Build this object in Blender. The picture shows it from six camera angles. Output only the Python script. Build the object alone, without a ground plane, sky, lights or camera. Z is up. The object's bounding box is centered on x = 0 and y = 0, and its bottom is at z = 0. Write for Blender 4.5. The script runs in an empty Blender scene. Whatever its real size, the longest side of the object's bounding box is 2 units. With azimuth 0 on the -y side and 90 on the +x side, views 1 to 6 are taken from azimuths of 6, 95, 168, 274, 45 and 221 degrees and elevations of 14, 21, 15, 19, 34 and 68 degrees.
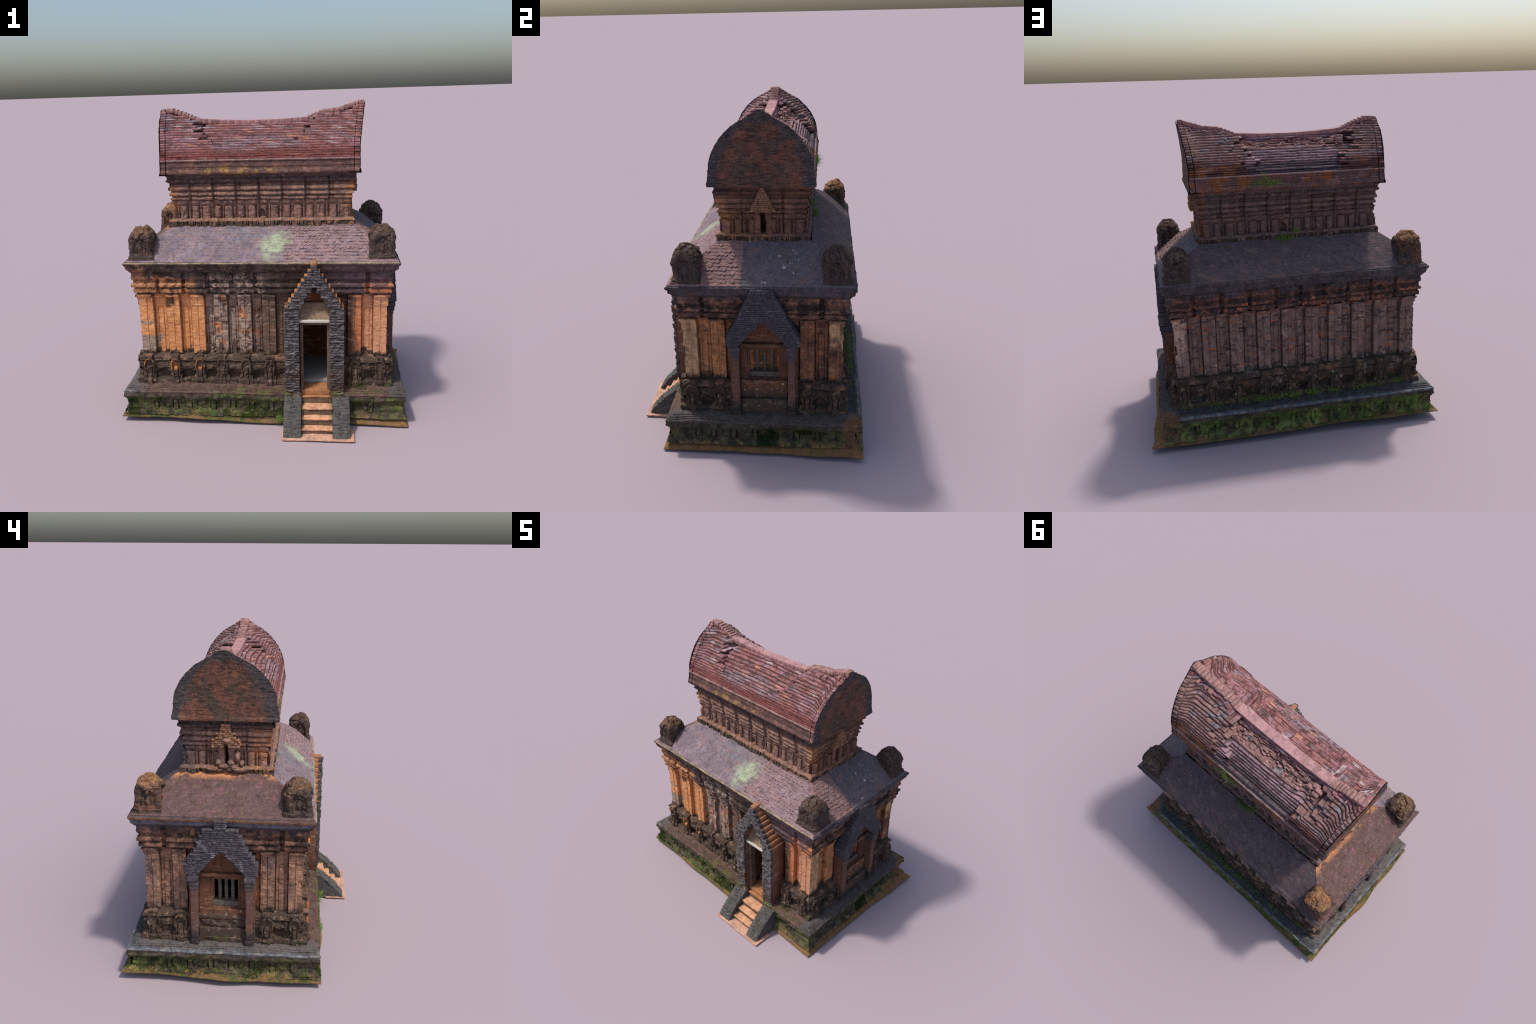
"""Old brick sanctuary with a saddle-shaped vault roof, built part by part.

Frame: metres, z up.  Facades: S = front (-y, doorway), N = back (+y), W = -x, E = +x.
Every wall part is a "relief": a moulded profile swept along the facade, pushed in and
out by a small rule (grooves, arches, bands), closed by its own side returns.
"""
import bpy
import math
import random
import numpy as np

# =====================================================================================
#  noise helpers (numpy)
# =====================================================================================
U = np.uint32


def hash3(ix, iy, iz, seed=0):
    ix, iy, iz = (np.asarray(v).astype(np.int64).astype(U) for v in (ix, iy, iz))
    h = ix * U(0x9E3779B1) ^ iy * U(0x85EBCA77) ^ iz * U(0xC2B2AE3D) ^ U((seed * 2654435761 + 97) & 0xFFFFFFFF)
    h = h ^ (h >> U(15))
    h = h * U(0x2C1B3C6D)
    h = h ^ (h >> U(12))
    h = h * U(0x297A2D39)
    h = h ^ (h >> U(15))
    return h.astype(np.float64) / 4294967296.0


def vnoise(p, seed=0):
    """value noise in -1..1 at points p (n,3)"""
    f = np.floor(p)
    t = p - f
    t = t * t * (3 - 2 * t)
    i = f.astype(np.int64)
    r = 0
    for dx in (0, 1):
        wx = t[:, 0] if dx else 1 - t[:, 0]
        for dy in (0, 1):
            wy = t[:, 1] if dy else 1 - t[:, 1]
            for dz in (0, 1):
                wz = t[:, 2] if dz else 1 - t[:, 2]
                r = r + wx * wy * wz * hash3(i[:, 0] + dx, i[:, 1] + dy, i[:, 2] + dz, seed)
    return r * 2 - 1


def fbm(p, scale, seed=0, octaves=2):
    r, a = 0, 1.0
    for o in range(octaves):
        r = r + a * vnoise(p * scale * 2 ** o + 17.3 * o, seed + o)
        a *= 0.5
    return r


def worley(p, seed=0):
    """nearest random cell: (random value of the cell, distance to its border)"""
    f = np.floor(p).astype(np.int64)
    d1 = np.full(len(p), 9.0)
    d2 = np.full(len(p), 9.0)
    val = np.zeros(len(p))
    for dx in (-1, 0, 1):
        for dy in (-1, 0, 1):
            for dz in (-1, 0, 1):
                c = f + np.array([dx, dy, dz])
                h = [hash3(c[:, 0], c[:, 1], c[:, 2], seed + k) for k in range(4)]
                d = np.sqrt(sum((c[:, k] + h[k] - p[:, k]) ** 2 for k in range(3)))
                near = d < d1
                d2 = np.where(near, d1, np.minimum(d2, d))
                val = np.where(near, h[3], val)
                d1 = np.where(near, d, d1)
    return val, d2 - d1


def weather(p, amp=0.0015, scale=45.0, big=0.0, seed=3):
    """shift points by a vector noise that depends on place only, so that seams stay shut"""
    if amp:
        p = p + amp * np.stack([fbm(p, scale, seed + 10 * k) for k in range(3)], 1)
    if big:
        p = p + big * np.stack([vnoise(p * 9.0, seed + 50 + 10 * k) for k in range(3)], 1)
    return p


def smooth(x, a, b):
    t = np.clip((x - a) / (b - a), 0, 1)
    return t * t * (3 - 2 * t)


# =====================================================================================
#  mesh helpers
# =====================================================================================
ROOT = bpy.data.objects.new("brick_temple", None)
bpy.context.scene.collection.objects.link(ROOT)
ROOT["label"] = "weathered brick temple with saddle-shaped vault roof and front steps"
ROOT["category"] = "temple"


def make(name, verts, faces, mat, parent=None, angle=38, stuff=False):
    """faces: list of int arrays, each (n, k)"""
    me = bpy.data.meshes.new(name)
    verts = np.asarray(verts, np.float32)
    loops = np.concatenate([f.reshape(-1) for f in faces]).astype(np.int32)
    sizes = np.concatenate([np.full(len(f), f.shape[1]) for f in faces]).astype(np.int32)
    starts = np.concatenate([[0], np.cumsum(sizes)[:-1]]).astype(np.int32)
    me.vertices.add(len(verts))
    me.vertices.foreach_set("co", verts.reshape(-1))
    me.loops.add(len(loops))
    me.loops.foreach_set("vertex_index", loops)
    me.polygons.add(len(sizes))
    me.polygons.foreach_set("loop_start", starts)
    me.polygons.foreach_set("loop_total", sizes)
    me.update(calc_edges=True)
    me.validate()
    me.polygons.foreach_set("use_smooth", np.ones(len(me.polygons), bool))
    me.set_sharp_from_angle(angle=math.radians(angle))
    me.materials.append(mat)
    ob = bpy.data.objects.new(name, me)
    bpy.context.scene.collection.objects.link(ob)
    ob.parent = parent or ROOT
    if stuff:
        ob["kind"] = "stuff"
    return ob


def grid_faces(nr, nc, flip=False, base=0, wrap=False):
    i = np.arange(nr - 1)[:, None] * nc
    if wrap:
        j = np.arange(nc)[None, :]
        k = (j + 1) % nc
    else:
        j = np.arange(nc - 1)[None, :]
        k = j + 1
    q = np.stack([i + j, i + k, i + nc + k, i + nc + j], -1).reshape(-1, 4) + base
    return q[:, ::-1] if flip else q


def resample(pts, res):
    out = [np.array(pts[0], float)]
    for a, b in zip(pts[:-1], pts[1:]):
        a, b = np.array(a, float), np.array(b, float)
        n = max(1, int(math.ceil(np.linalg.norm(b - a) / res)))
        for k in range(1, n + 1):
            out.append(a + (b - a) * k / n)
    return np.array(out)


MAIN = dict(cx=-0.019, cy=0.092, a=0.786, b=0.466)
UPPER = dict(cx=-0.022, cy=0.090, a=0.567, b=0.246)


def to_world(face, dims, s, d, z):
    cx, cy, a, b = dims["cx"], dims["cy"], dims["a"], dims["b"]
    if face == "S":
        return np.stack([s, cy - b - d, z], -1)
    if face == "N":
        return np.stack([s, cy + b + d, z], -1)
    if face == "W":
        return np.stack([cx - a - d, s, z], -1)
    return np.stack([cx + a + d, s, z], -1)


def span(face, dims):
    """the two ends of a facade along its own direction"""
    if face in "SN":
        return dims["cx"] - dims["a"], dims["cx"] + dims["a"]
    return dims["cy"] - dims["b"], dims["cy"] + dims["b"]


def relief(name, face, s0, s1, prof, mat, disp=None, dims=MAIN, back=-0.03, res=0.004,
           mitre=(0, 0), amp=0.0014, big=0.0, parent=None, scale=45.0, angle=38, into=None):
    p = resample(prof, res)
    n = max(2, int(round((s1 - s0) / res)) + 1)
    s = np.linspace(s0, s1, n)
    S, Z = np.meshgrid(s, p[:, 1])
    D = np.repeat(p[:, :1], n, 1)
    if disp is not None:
        D = D + disp(S, Z)
    w = np.zeros(n)
    if mitre[0]:
        w = w - np.clip(1 - (s - s0) / 0.03, 0, 1)
    if mitre[1]:
        w = w + np.clip(1 - (s1 - s) / 0.03, 0, 1)
    S = S + D * w[None, :]
    # side returns down to the back plane
    S, D, Z = (np.pad(A, ((1, 1), (0, 0)), mode="edge") for A in (S, D, Z))
    D[0, :], D[-1, :] = back, back
    if mitre[0] or mitre[1]:
        base = np.concatenate([s])[None, :] + back * w[None, :]
        S[0, :], S[-1, :] = base, base
    lo, hi = (0 if mitre[0] else 1), (0 if mitre[1] else 1)
    if lo or hi:
        S, D, Z = (np.pad(A, ((0, 0), (lo, hi)), mode="edge") for A in (S, D, Z))
        if lo:
            D[:, 0] = back
        if hi:
            D[:, -1] = back
    V = to_world(face, dims, S, D, Z).reshape(-1, 3)
    V = weather(V, amp, scale, big)
    F = grid_faces(S.shape[0], S.shape[1], face in "NW")
    if into is not None:
        base = sum(len(v) for v, _ in into)
        into.append((V, F + base))
        return None
    return make(name, V, [F], mat, parent, angle)


def join(name, into, mat, angle=38, stuff=True):
    return make(name, np.concatenate([v for v, _ in into]), [f for _, f in into], mat, None, angle, stuff)


# ---- chamfered boxes, joined ---------------------------------------------------------
def _box_template():
    verts, idx = [], {}
    for sx in (-1, 1):
        for sy in (-1, 1):
            for sz in (-1, 1):
                for ax in range(3):
                    idx[(sx, sy, sz, ax)] = len(verts)
                    verts.append((sx, sy, sz, ax))
    quads, tris = [], []
    for ax in range(3):
        u, v = [(1, 2), (2, 0), (0, 1)][ax]
        for s in (-1, 1):
            ring = []
            for a, b in ((-1, -1), (1, -1), (1, 1), (-1, 1)):
                c = [0, 0, 0]
                c[ax], c[u], c[v] = s, a, b
                ring.append(idx[(*c, ax)])
            quads.append(ring if s > 0 else ring[::-1])
        for a in (-1, 1):          # edge strips along axis ax, at signs a (axis u) and b (axis v)
            for b in (-1, 1):
                c0, c1 = [0, 0, 0], [0, 0, 0]
                c0[ax], c1[ax] = -1, 1
                c0[u] = c1[u] = a
                c0[v] = c1[v] = b
                r = [idx[(*c0, u)], idx[(*c1, u)], idx[(*c1, v)], idx[(*c0, v)]]
                quads.append(r if a * b < 0 else r[::-1])
    for sx in (-1, 1):
        for sy in (-1, 1):
            for sz in (-1, 1):
                t = [idx[(sx, sy, sz, k)] for k in range(3)]
                tris.append(t if sx * sy * sz > 0 else t[::-1])
    return np.array(verts, float), np.array(quads), np.array(tris)


BT = _box_template()


def boxes(name, lst, mat, r=0.002, amp=0.0012, scale=60.0, parent=None, stuff=True, big=0.0, warp=None):
    """lst: (x0,x1,y0,y1,z0,z1) each"""
    L = np.array(lst, float)
    tv, tq, tt = BT
    n = len(L)
    c = np.stack([(L[:, 0] + L[:, 1]) / 2, (L[:, 2] + L[:, 3]) / 2, (L[:, 4] + L[:, 5]) / 2], 1)
    h = np.stack([(L[:, 1] - L[:, 0]) / 2, (L[:, 3] - L[:, 2]) / 2, (L[:, 5] - L[:, 4]) / 2], 1)
    rr = np.minimum(r, h.min(1) * 0.45)
    V = np.empty((n, len(tv), 3))
    for k, (sx, sy, sz, ax) in enumerate(tv):
        e = h - rr[:, None]
        e[:, int(ax)] += rr
        V[:, k] = c + e * np.array([sx, sy, sz])
    V = V.reshape(-1, 3)
    if warp:
        V = warp(V)
    V = weather(V, amp, scale, big)
    off = (np.arange(n) * len(tv))[:, None, None]
    return make(name, V, [(tq[None] + off).reshape(-1, 4), (tt[None] + off).reshape(-1, 3)], mat, parent, 50, stuff)


def slab(name, x0, x1, y0, y1, z0, z1, mat, h=0.009, r=0.003, amp=0.0015, scale=45.0, warp=None, parent=None, big=0.0):
    """one solid block with a fine skin, rounded edges and a weathered surface"""
    lo, hi = np.array([x0, y0, z0]), np.array([x1, y1, z1])

    def axis(a, b):
        n = max(2, int((b - a) / h) + 1)
        t = np.linspace(a, b, n)
        rr = min(r, (b - a) / 4)
        return np.unique(np.concatenate([[a, a + rr * .4, a + rr, b - rr, b - rr * .4, b], t[(t > a + rr * 1.2) & (t < b - rr * 1.2)]]))
    A = [axis(lo[k], hi[k]) for k in range(3)]
    VV, FF, base = [], [], 0
    for ax in range(3):
        u, v = [(1, 2), (2, 0), (0, 1)][ax]
        for side in (0, 1):
            P, Q = np.meshgrid(A[u], A[v])
            V = np.empty(P.shape + (3,))
            V[..., u], V[..., v], V[..., ax] = P, Q, (hi if side else lo)[ax]
            FF.append(grid_faces(P.shape[0], P.shape[1], side == 0, base))
            VV.append(V.reshape(-1, 3))
            base += P.size
    V = np.concatenate(VV)
    rr = np.minimum(r, (hi - lo) / 4).min()
    q = np.clip(V, lo + rr, hi - rr)
    d = V - q
    ln = np.linalg.norm(d, axis=1, keepdims=True)
    V = q + np.where(ln > 1e-9, d / np.maximum(ln, 1e-9) * np.minimum(ln, rr), 0)
    if warp:
        V = warp(V)
    V = weather(V, amp, scale, big)
    return make(name, V, FF, mat, parent, 42)


# =====================================================================================
#  material helpers
# =====================================================================================
def lin(h):
    h = h.lstrip("#")
    c = [int(h[i:i + 2], 16) / 255 for i in (0, 2, 4)]
    return tuple(v / 12.92 if v <= 0.04045 else ((v + 0.055) / 1.055) ** 2.4 for v in c) + (1.0,)


class Mat:
    def __init__(self, name):
        self.m = bpy.data.materials.new(name)
        self.m.use_nodes = True
        self.t = self.m.node_tree
        self.b = self.t.nodes["Principled BSDF"]
        g = self.t.nodes.new("ShaderNodeNewGeometry")
        self.P = g.outputs["Position"]
        self.Nrm = g.outputs["Normal"]
        s = self.t.nodes.new("ShaderNodeSeparateXYZ")
        self.t.links.new(self.P, s.inputs[0])
        self.x, self.y, self.z = s.outputs
        self.bumps = []

    def _in(self, sock, v):
        if hasattr(v, "links"):
            self.t.links.new(v, sock)
        elif isinstance(v, str):
            sock.default_value = lin(v)
        else:
            sock.default_value = v

    def math(self, op, a, b=0.0, clamp=False):
        n = self.t.nodes.new("ShaderNodeMath")
        n.operation = op
        n.use_clamp = clamp
        self._in(n.inputs[0], a)
        self._in(n.inputs[1], b)
        return n.outputs[0]

    def add(self, a, b): return self.math("ADD", a, b)
    def mul(self, a, b): return self.math("MULTIPLY", a, b)
    def sub(self, a, b): return self.math("SUBTRACT", a, b)
    def mx(self, a, b): return self.math("MAXIMUM", a, b)

    def step(self, v, a, b, lo=0.0, hi=1.0):
        n = self.t.nodes.new("ShaderNodeMapRange")
        n.interpolation_type = "SMOOTHSTEP"
        self._in(n.inputs["Value"], v)
        for k, q in (("From Min", a), ("From Max", b), ("To Min", lo), ("To Max", hi)):
            self._in(n.inputs[k], q)
        return n.outputs["Result"]

    def band(self, v, a, b, soft=0.01):
        return self.mul(self.step(v, a - soft, a + soft), self.step(v, b - soft, b + soft, 1.0, 0.0))

    def vec(self, x, y, z):
        n = self.t.nodes.new("ShaderNodeCombineXYZ")
        for k, q in enumerate((x, y, z)):
            self._in(n.inputs[k], q)
        return n.outputs[0]

    def scaled(self, sx, sy, sz):
        n = self.t.nodes.new("ShaderNodeMapping")
        n.inputs["Scale"].default_value = (sx, sy, sz)
        self.t.links.new(self.P, n.inputs["Vector"])
        return n.outputs[0]

    def noise(self, scale, detail=4.0, rough=0.6, v=None, dist=0.0):
        n = self.t.nodes.new("ShaderNodeTexNoise")
        n.inputs["Scale"].default_value = scale
        n.inputs["Detail"].default_value = detail
        n.inputs["Roughness"].default_value = rough
        n.inputs["Distortion"].default_value = dist
        self.t.links.new(v or self.P, n.inputs["Vector"])
        return n.outputs["Fac"]

    def voronoi(self, scale, v=None, feature="F1", out="Distance"):
        n = self.t.nodes.new("ShaderNodeTexVoronoi")
        n.feature = feature
        n.inputs["Scale"].default_value = scale
        self.t.links.new(v or self.P, n.inputs["Vector"])
        return n.outputs[out]

    def cell(self, v):
        n = self.t.nodes.new("ShaderNodeTexWhiteNoise")
        n.noise_dimensions = "3D"
        self.t.links.new(v, n.inputs["Vector"])
        return n.outputs["Value"]

    def bricks(self, w=0.042, h=0.0115, mortar=0.0012):
        """random value per brick, and mortar mask; runs along every upright face"""
        v = self.vec(self.add(self.x, self.y), self.z, 0.0)
        n = self.t.nodes.new("ShaderNodeTexBrick")
        self.t.links.new(v, n.inputs["Vector"])
        n.inputs["Color1"].default_value = (0, 0, 0, 1)
        n.inputs["Color2"].default_value = (1, 1, 1, 1)
        n.inputs["Mortar"].default_value = (0.5, 0.5, 0.5, 1)
        n.inputs["Scale"].default_value = 1.0
        n.inputs["Mortar Size"].default_value = mortar
        n.inputs["Mortar Smooth"].default_value = 0.4
        n.inputs["Brick Width"].default_value = w
        n.inputs["Row Height"].default_value = h
        return n.outputs["Color"], n.outputs["Fac"]

    def mix(self, f, a, b, blend="MIX"):
        n = self.t.nodes.new("ShaderNodeMix")
        n.data_type = "RGBA"
        n.blend_type = blend
        self._in(n.inputs[0], f)
        self._in(n.inputs[6], a)
        self._in(n.inputs[7], b)
        return n.outputs[2]

    def blotch(self, scale, lo, hi, detail=5.0, v=None, rough=0.65):
        return self.step(self.noise(scale, detail, rough, v), lo, hi)

    def bump(self, h, strength=0.3, dist=0.004):
        n = self.t.nodes.new("ShaderNodeBump")
        n.inputs["Strength"].default_value = strength
        n.inputs["Distance"].default_value = dist
        self._in(n.inputs["Height"], h)
        if self.bumps:
            self.t.links.new(self.bumps[-1], n.inputs["Normal"])
        self.bumps.append(n.outputs["Normal"])

    def done(self, col, rough=0.92, spec=0.12):
        self._in(self.b.inputs["Base Color"], col)
        self._in(self.b.inputs["Roughness"], rough)
        self.b.inputs["Specular IOR Level"].default_value = spec
        if self.bumps:
            self.t.links.new(self.bumps[-1], self.b.inputs["Normal"])
        return self.m

    # ---- shared layers -------------------------------------------------------------
    def brick_tone(self, col, amount=0.35, w=0.042, h=0.0115, dark="#5a3a2c", light="#e8c0a0", mortar=0.25):
        v, f = self.bricks(w, h)
        col = self.mix(self.mul(self.step(v, 0.75, 1.0), amount), col, light)
        col = self.mix(self.mul(self.step(v, 0.35, 0.0), amount), col, dark)
        col = self.mix(self.mul(f, mortar), col, dark)
        self.bump(f, -0.35, 0.002)
        return col

    def grain(self, col, amount=0.3, scale=120, dark="#2e2622", light=None):
        n = self.noise(scale, 3.0, 0.7)
        col = self.mix(self.mul(self.step(n, 0.52, 0.3), amount), col, dark)
        if light:
            col = self.mix(self.mul(self.step(n, 0.6, 0.75), amount), col, light)
        self.bump(n, 0.35, 0.003)
        return col

    def grime(self, col, amount=0.55, tint="#6a585c", light="#cdb8a8"):
        """uneven dirt at several sizes, with faint runs down the face"""
        a = self.noise(23, 8.0, 0.72)
        col = self.mix(self.mul(self.step(a, 0.56, 0.32), amount), col, "#2f2825")
        run = self.noise(1.0, 5.0, 0.7, self.scaled(34, 34, 5))
        col = self.mix(self.mul(self.step(run, 0.52, 0.34), amount * 0.6), col, "#2c2523")
        col = self.mix(self.mul(self.blotch(8, 0.5, 0.7), 0.3), col, tint)
        b = self.noise(75, 6.0, 0.75)
        col = self.mix(self.mul(self.step(b, 0.54, 0.72), 0.28), col, light)
        col = self.mix(self.mul(self.step(b, 0.46, 0.28), amount * 0.7), col, "#251f1e")
        return col

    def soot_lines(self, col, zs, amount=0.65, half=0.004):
        """crease shade painted along the hollow mouldings, broken up by noise"""
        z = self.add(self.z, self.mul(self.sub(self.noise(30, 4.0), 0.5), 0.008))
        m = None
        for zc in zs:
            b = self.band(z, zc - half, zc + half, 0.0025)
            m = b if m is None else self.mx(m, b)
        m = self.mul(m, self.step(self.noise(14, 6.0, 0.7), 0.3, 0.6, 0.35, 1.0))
        return self.mix(self.mul(m, amount), col, "#231d1c")  # shade of the moulding hollows put into the colour

    def blocky(self, scale, w=0.02, h=0.0236, detail=4.0):
        """noise that changes in brick-sized jumps"""
        u = self.mul(self.math("FLOOR", self.math("DIVIDE", self.add(self.x, self.y), w)), w)
        v = self.mul(self.math("FLOOR", self.math("DIVIDE", self.z, h)), h)
        return self.noise(scale, detail, 0.65, self.vec(u, 0.37, v))

    def specks(self, col, colour="#a8a69c", scale=60, lo=0.66, amount=0.8, mask=None):
        m = self.mul(self.blotch(scale, lo, lo + 0.06, 3.0), amount)
        if mask is not None:
            m = self.mul(m, mask)
        return self.mix(m, col, colour)


# =====================================================================================
#  materials
# =====================================================================================
def wall_south():
    c = Mat("south_brickwork")
    x, z = c.x, c.z
    nb = c.noise(11, 5.0)
    xw = c.add(x, c.mul(c.sub(nb, 0.5), 0.05))
    zw = c.add(z, c.mul(c.sub(c.noise(16, 5.0), 0.5), 0.14))
    # bright orange bay on the left, patched plaster in the middle, tan on the right
    orange = c.mix(c.noise(7, 3.0), "#d08c58", "#dea06c")
    orange = c.mix(c.mul(c.step(c.blocky(17), 0.56, 0.6), 0.6), orange, "#c07850")
    tall = c.scaled(16, 16, 6)
    patch = c.noise(1.0, 5.0, 0.6, tall)
    mid = c.mix(c.blotch(26, 0.4, 0.62), "#8d766a", "#ad9a8c")
    mid = c.mix(c.mul(c.step(c.blocky(10, 0.02, 0.0354), 0.57, 0.58), 0.9), mid, "#c08058")
    mid = c.mix(c.step(patch, 0.56, 0.61), mid, "#5d5048")
    mid = c.grime(mid, 0.5)
    mid = c.mix(c.mul(c.step(x, -0.13, 0.02), 0.85), mid, "#574a41")
    right = c.mix(c.noise(9, 4.0), "#c88a62", "#dba480")
    right = c.mix(c.step(xw, 0.6, 0.54), right, "#4b3d35")  # porch shadow painted into the wall colour
    right = c.mix(c.mul(c.band(xw, 0.575, 0.625, 0.01), 0.6), right, "#c96f3e")
    col = c.mix(c.step(xw, -0.385, -0.375), orange, mid)
    col = c.mix(c.step(x, 0.3, 0.31), col, right)
    # grey plaster at the lower left corner
    low_left = c.mul(c.step(c.add(x, c.mul(c.sub(zw, 0.5), -0.6)), -0.66, -0.7), c.step(zw, 0.56, 0.53))
    low_left = c.mx(low_left, c.mul(c.band(c.add(zw, c.mul(nb, .06)), 0.655, 0.685, 0.004), c.step(x, -0.71, -0.73)))
    col = c.mix(low_left, col, c.mix(c.blotch(40, 0.4, 0.6), "#8f7c6c", "#ab9886"))
    col = c.mix(c.mul(c.band(xw, -0.635, -0.575, 0.008), c.band(zw, 0.745, 0.815, 0.01)), col, "#5f4736")
    col = c.brick_tone(col, 0.22, dark="#8a4a28")
    # entablature: soot black above, warm below on the left, bruise-purple on the right
    ent = c.mix(c.blotch(18, 0.42, 0.6), "#3c302c", "#5f4f49")
    ent = c.mix(c.mul(c.step(x, 0.3, 0.5), 0.7), ent, "#6a545c")
    ent = c.mix(c.mul(c.step(xw, -0.43, -0.46), c.step(zw, 0.955, 0.93)), ent, c.mix(c.blotch(22, 0.46, 0.6), "#c48a60", "#6b4a38"))
    ent = c.mix(c.mul(c.band(xw, -0.37, 0.0, 0.02), c.step(zw, 0.97, 0.94)), ent, c.mix(c.blotch(30, 0.42, 0.6), "#4a3e38", "#a08a80"))
    ent = c.mix(c.mul(c.mul(c.step(xw, 0.6, 0.63), c.step(zw, 0.93, 0.9)), 0.85), ent, c.mix(c.blotch(24, 0.45, 0.55), "#7d5a52", "#c88058"))
    ent = c.mix(c.mul(c.mul(c.step(xw, -0.73, -0.78), c.blotch(14, 0.4, 0.55)), 0.8), ent, "#b5805c")
    streak = c.noise(1.0, 3.0, 0.6, c.scaled(14, 14, 160))
    ent = c.mix(c.mul(c.step(streak, 0.55, 0.7), 0.3), ent, "#8a7066")
    col = c.mix(c.step(zw, 0.82, 0.845), col, ent)
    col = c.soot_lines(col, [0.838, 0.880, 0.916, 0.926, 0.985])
    # darker foot
    col = c.mix(c.step(zw, 0.46, 0.435), col, c.mix(c.blotch(30, 0.45, 0.6), "#40342c", "#6b5747"))
    col = c.mix(c.step(z, 1.046, 1.05), col, c.mix(c.blotch(12, 0.45, 0.6), "#a5937f", "#8f8360"))
    col = c.mix(c.mul(c.step(zw, 0.8, 0.84), 0.7), col, c.grime(col, 0.7))
    col = c.mix(0.45, col, c.grime(col, 0.6))
    col = c.grain(col, 0.25, 110)
    return c.done(col)


def wall_side(name, face):
    """west and east facades: warm tan brick, dark mouldings with painted shade lines"""
    c = Mat(name)
    y, z = c.y, c.z
    nb = c.noise(12, 5.0)
    zw = c.add(z, c.mul(c.sub(nb, 0.5), 0.12))
    tall = c.scaled(14, 14, 5)
    if face == "E":
        col = c.mix(c.noise(9, 4.0), "#8f5f48", "#a4714f")
        pale = c.mix(c.noise(14, 4.0), "#c59d74", "#d4ac80")
        s_half = c.step(y, 0.08, 0.0)
        col = c.mix(s_half, col, "#bd8457")
        col = c.mix(c.mul(s_half, c.step(y, -0.285, -0.3)), col, pale)
        col = c.mix(c.mul(c.step(c.add(y, c.mul(nb, 0.06)), 0.5, 0.51), c.step(zw, 0.625, 0.64)), col, pale)
        col = c.mix(c.mul(c.step(y, 0.3, 0.33), c.mul(c.blotch(1.0, 0.45, 0.6, 2.0, v=tall), 0.8)), col, "#5d433c")
    else:
        col = c.mix(c.noise(8, 4.0), "#8e6a57", "#ab866f")
        col = c.mix(c.blotch(1.0, 0.5, 0.62, v=tall), col, "#766059")
        col = c.mix(c.mul(c.step(y, -0.25, -0.36), 0.5), col, "#bd8d6c")
        col = c.mix(c.mul(c.band(y, -0.13, -0.09, 0.01), 0.6), col, "#c07a4c")
    col = c.brick_tone(col, 0.3, dark="#553629", light="#c9a184")
    ent = c.mix(c.blotch(16, 0.4, 0.58), "#3d3432", "#85604e")
    ent = c.mix(c.mul(c.blotch(20, 0.52, 0.64), 0.7), ent, "#b07f62")
    col = c.mix(c.step(zw, 0.8, 0.84), col, ent)
    top = c.mix(c.blotch(10, 0.4, 0.6), "#474145", "#58525a")
    if face == "W":
        top = c.mix(c.band(z, 1.03, 1.05, 0.006), top, "#8f6a50")
        top = c.mix(c.mul(c.band(z, 1.0, 1.03, 0.008), 0.6), top, "#6f7183")
    col = c.mix(c.step(zw, 0.96, 0.985), col, top)
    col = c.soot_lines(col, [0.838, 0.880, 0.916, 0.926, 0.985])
    col = c.mix(c.step(zw, 0.47, 0.43), col, c.mix(c.blotch(28, 0.45, 0.6), "#3d3430", "#5f5148"))
    col = c.mix(c.mul(c.step(c.blocky(12), 0.58, 0.6), 0.5), col, "#5f4840")
    col = c.grime(col, 0.6)
    col = c.specks(col, mask=c.step(z, 0.6, 0.4))
    col = c.grain(col, 0.3, 110)
    return c.done(col)


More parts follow.
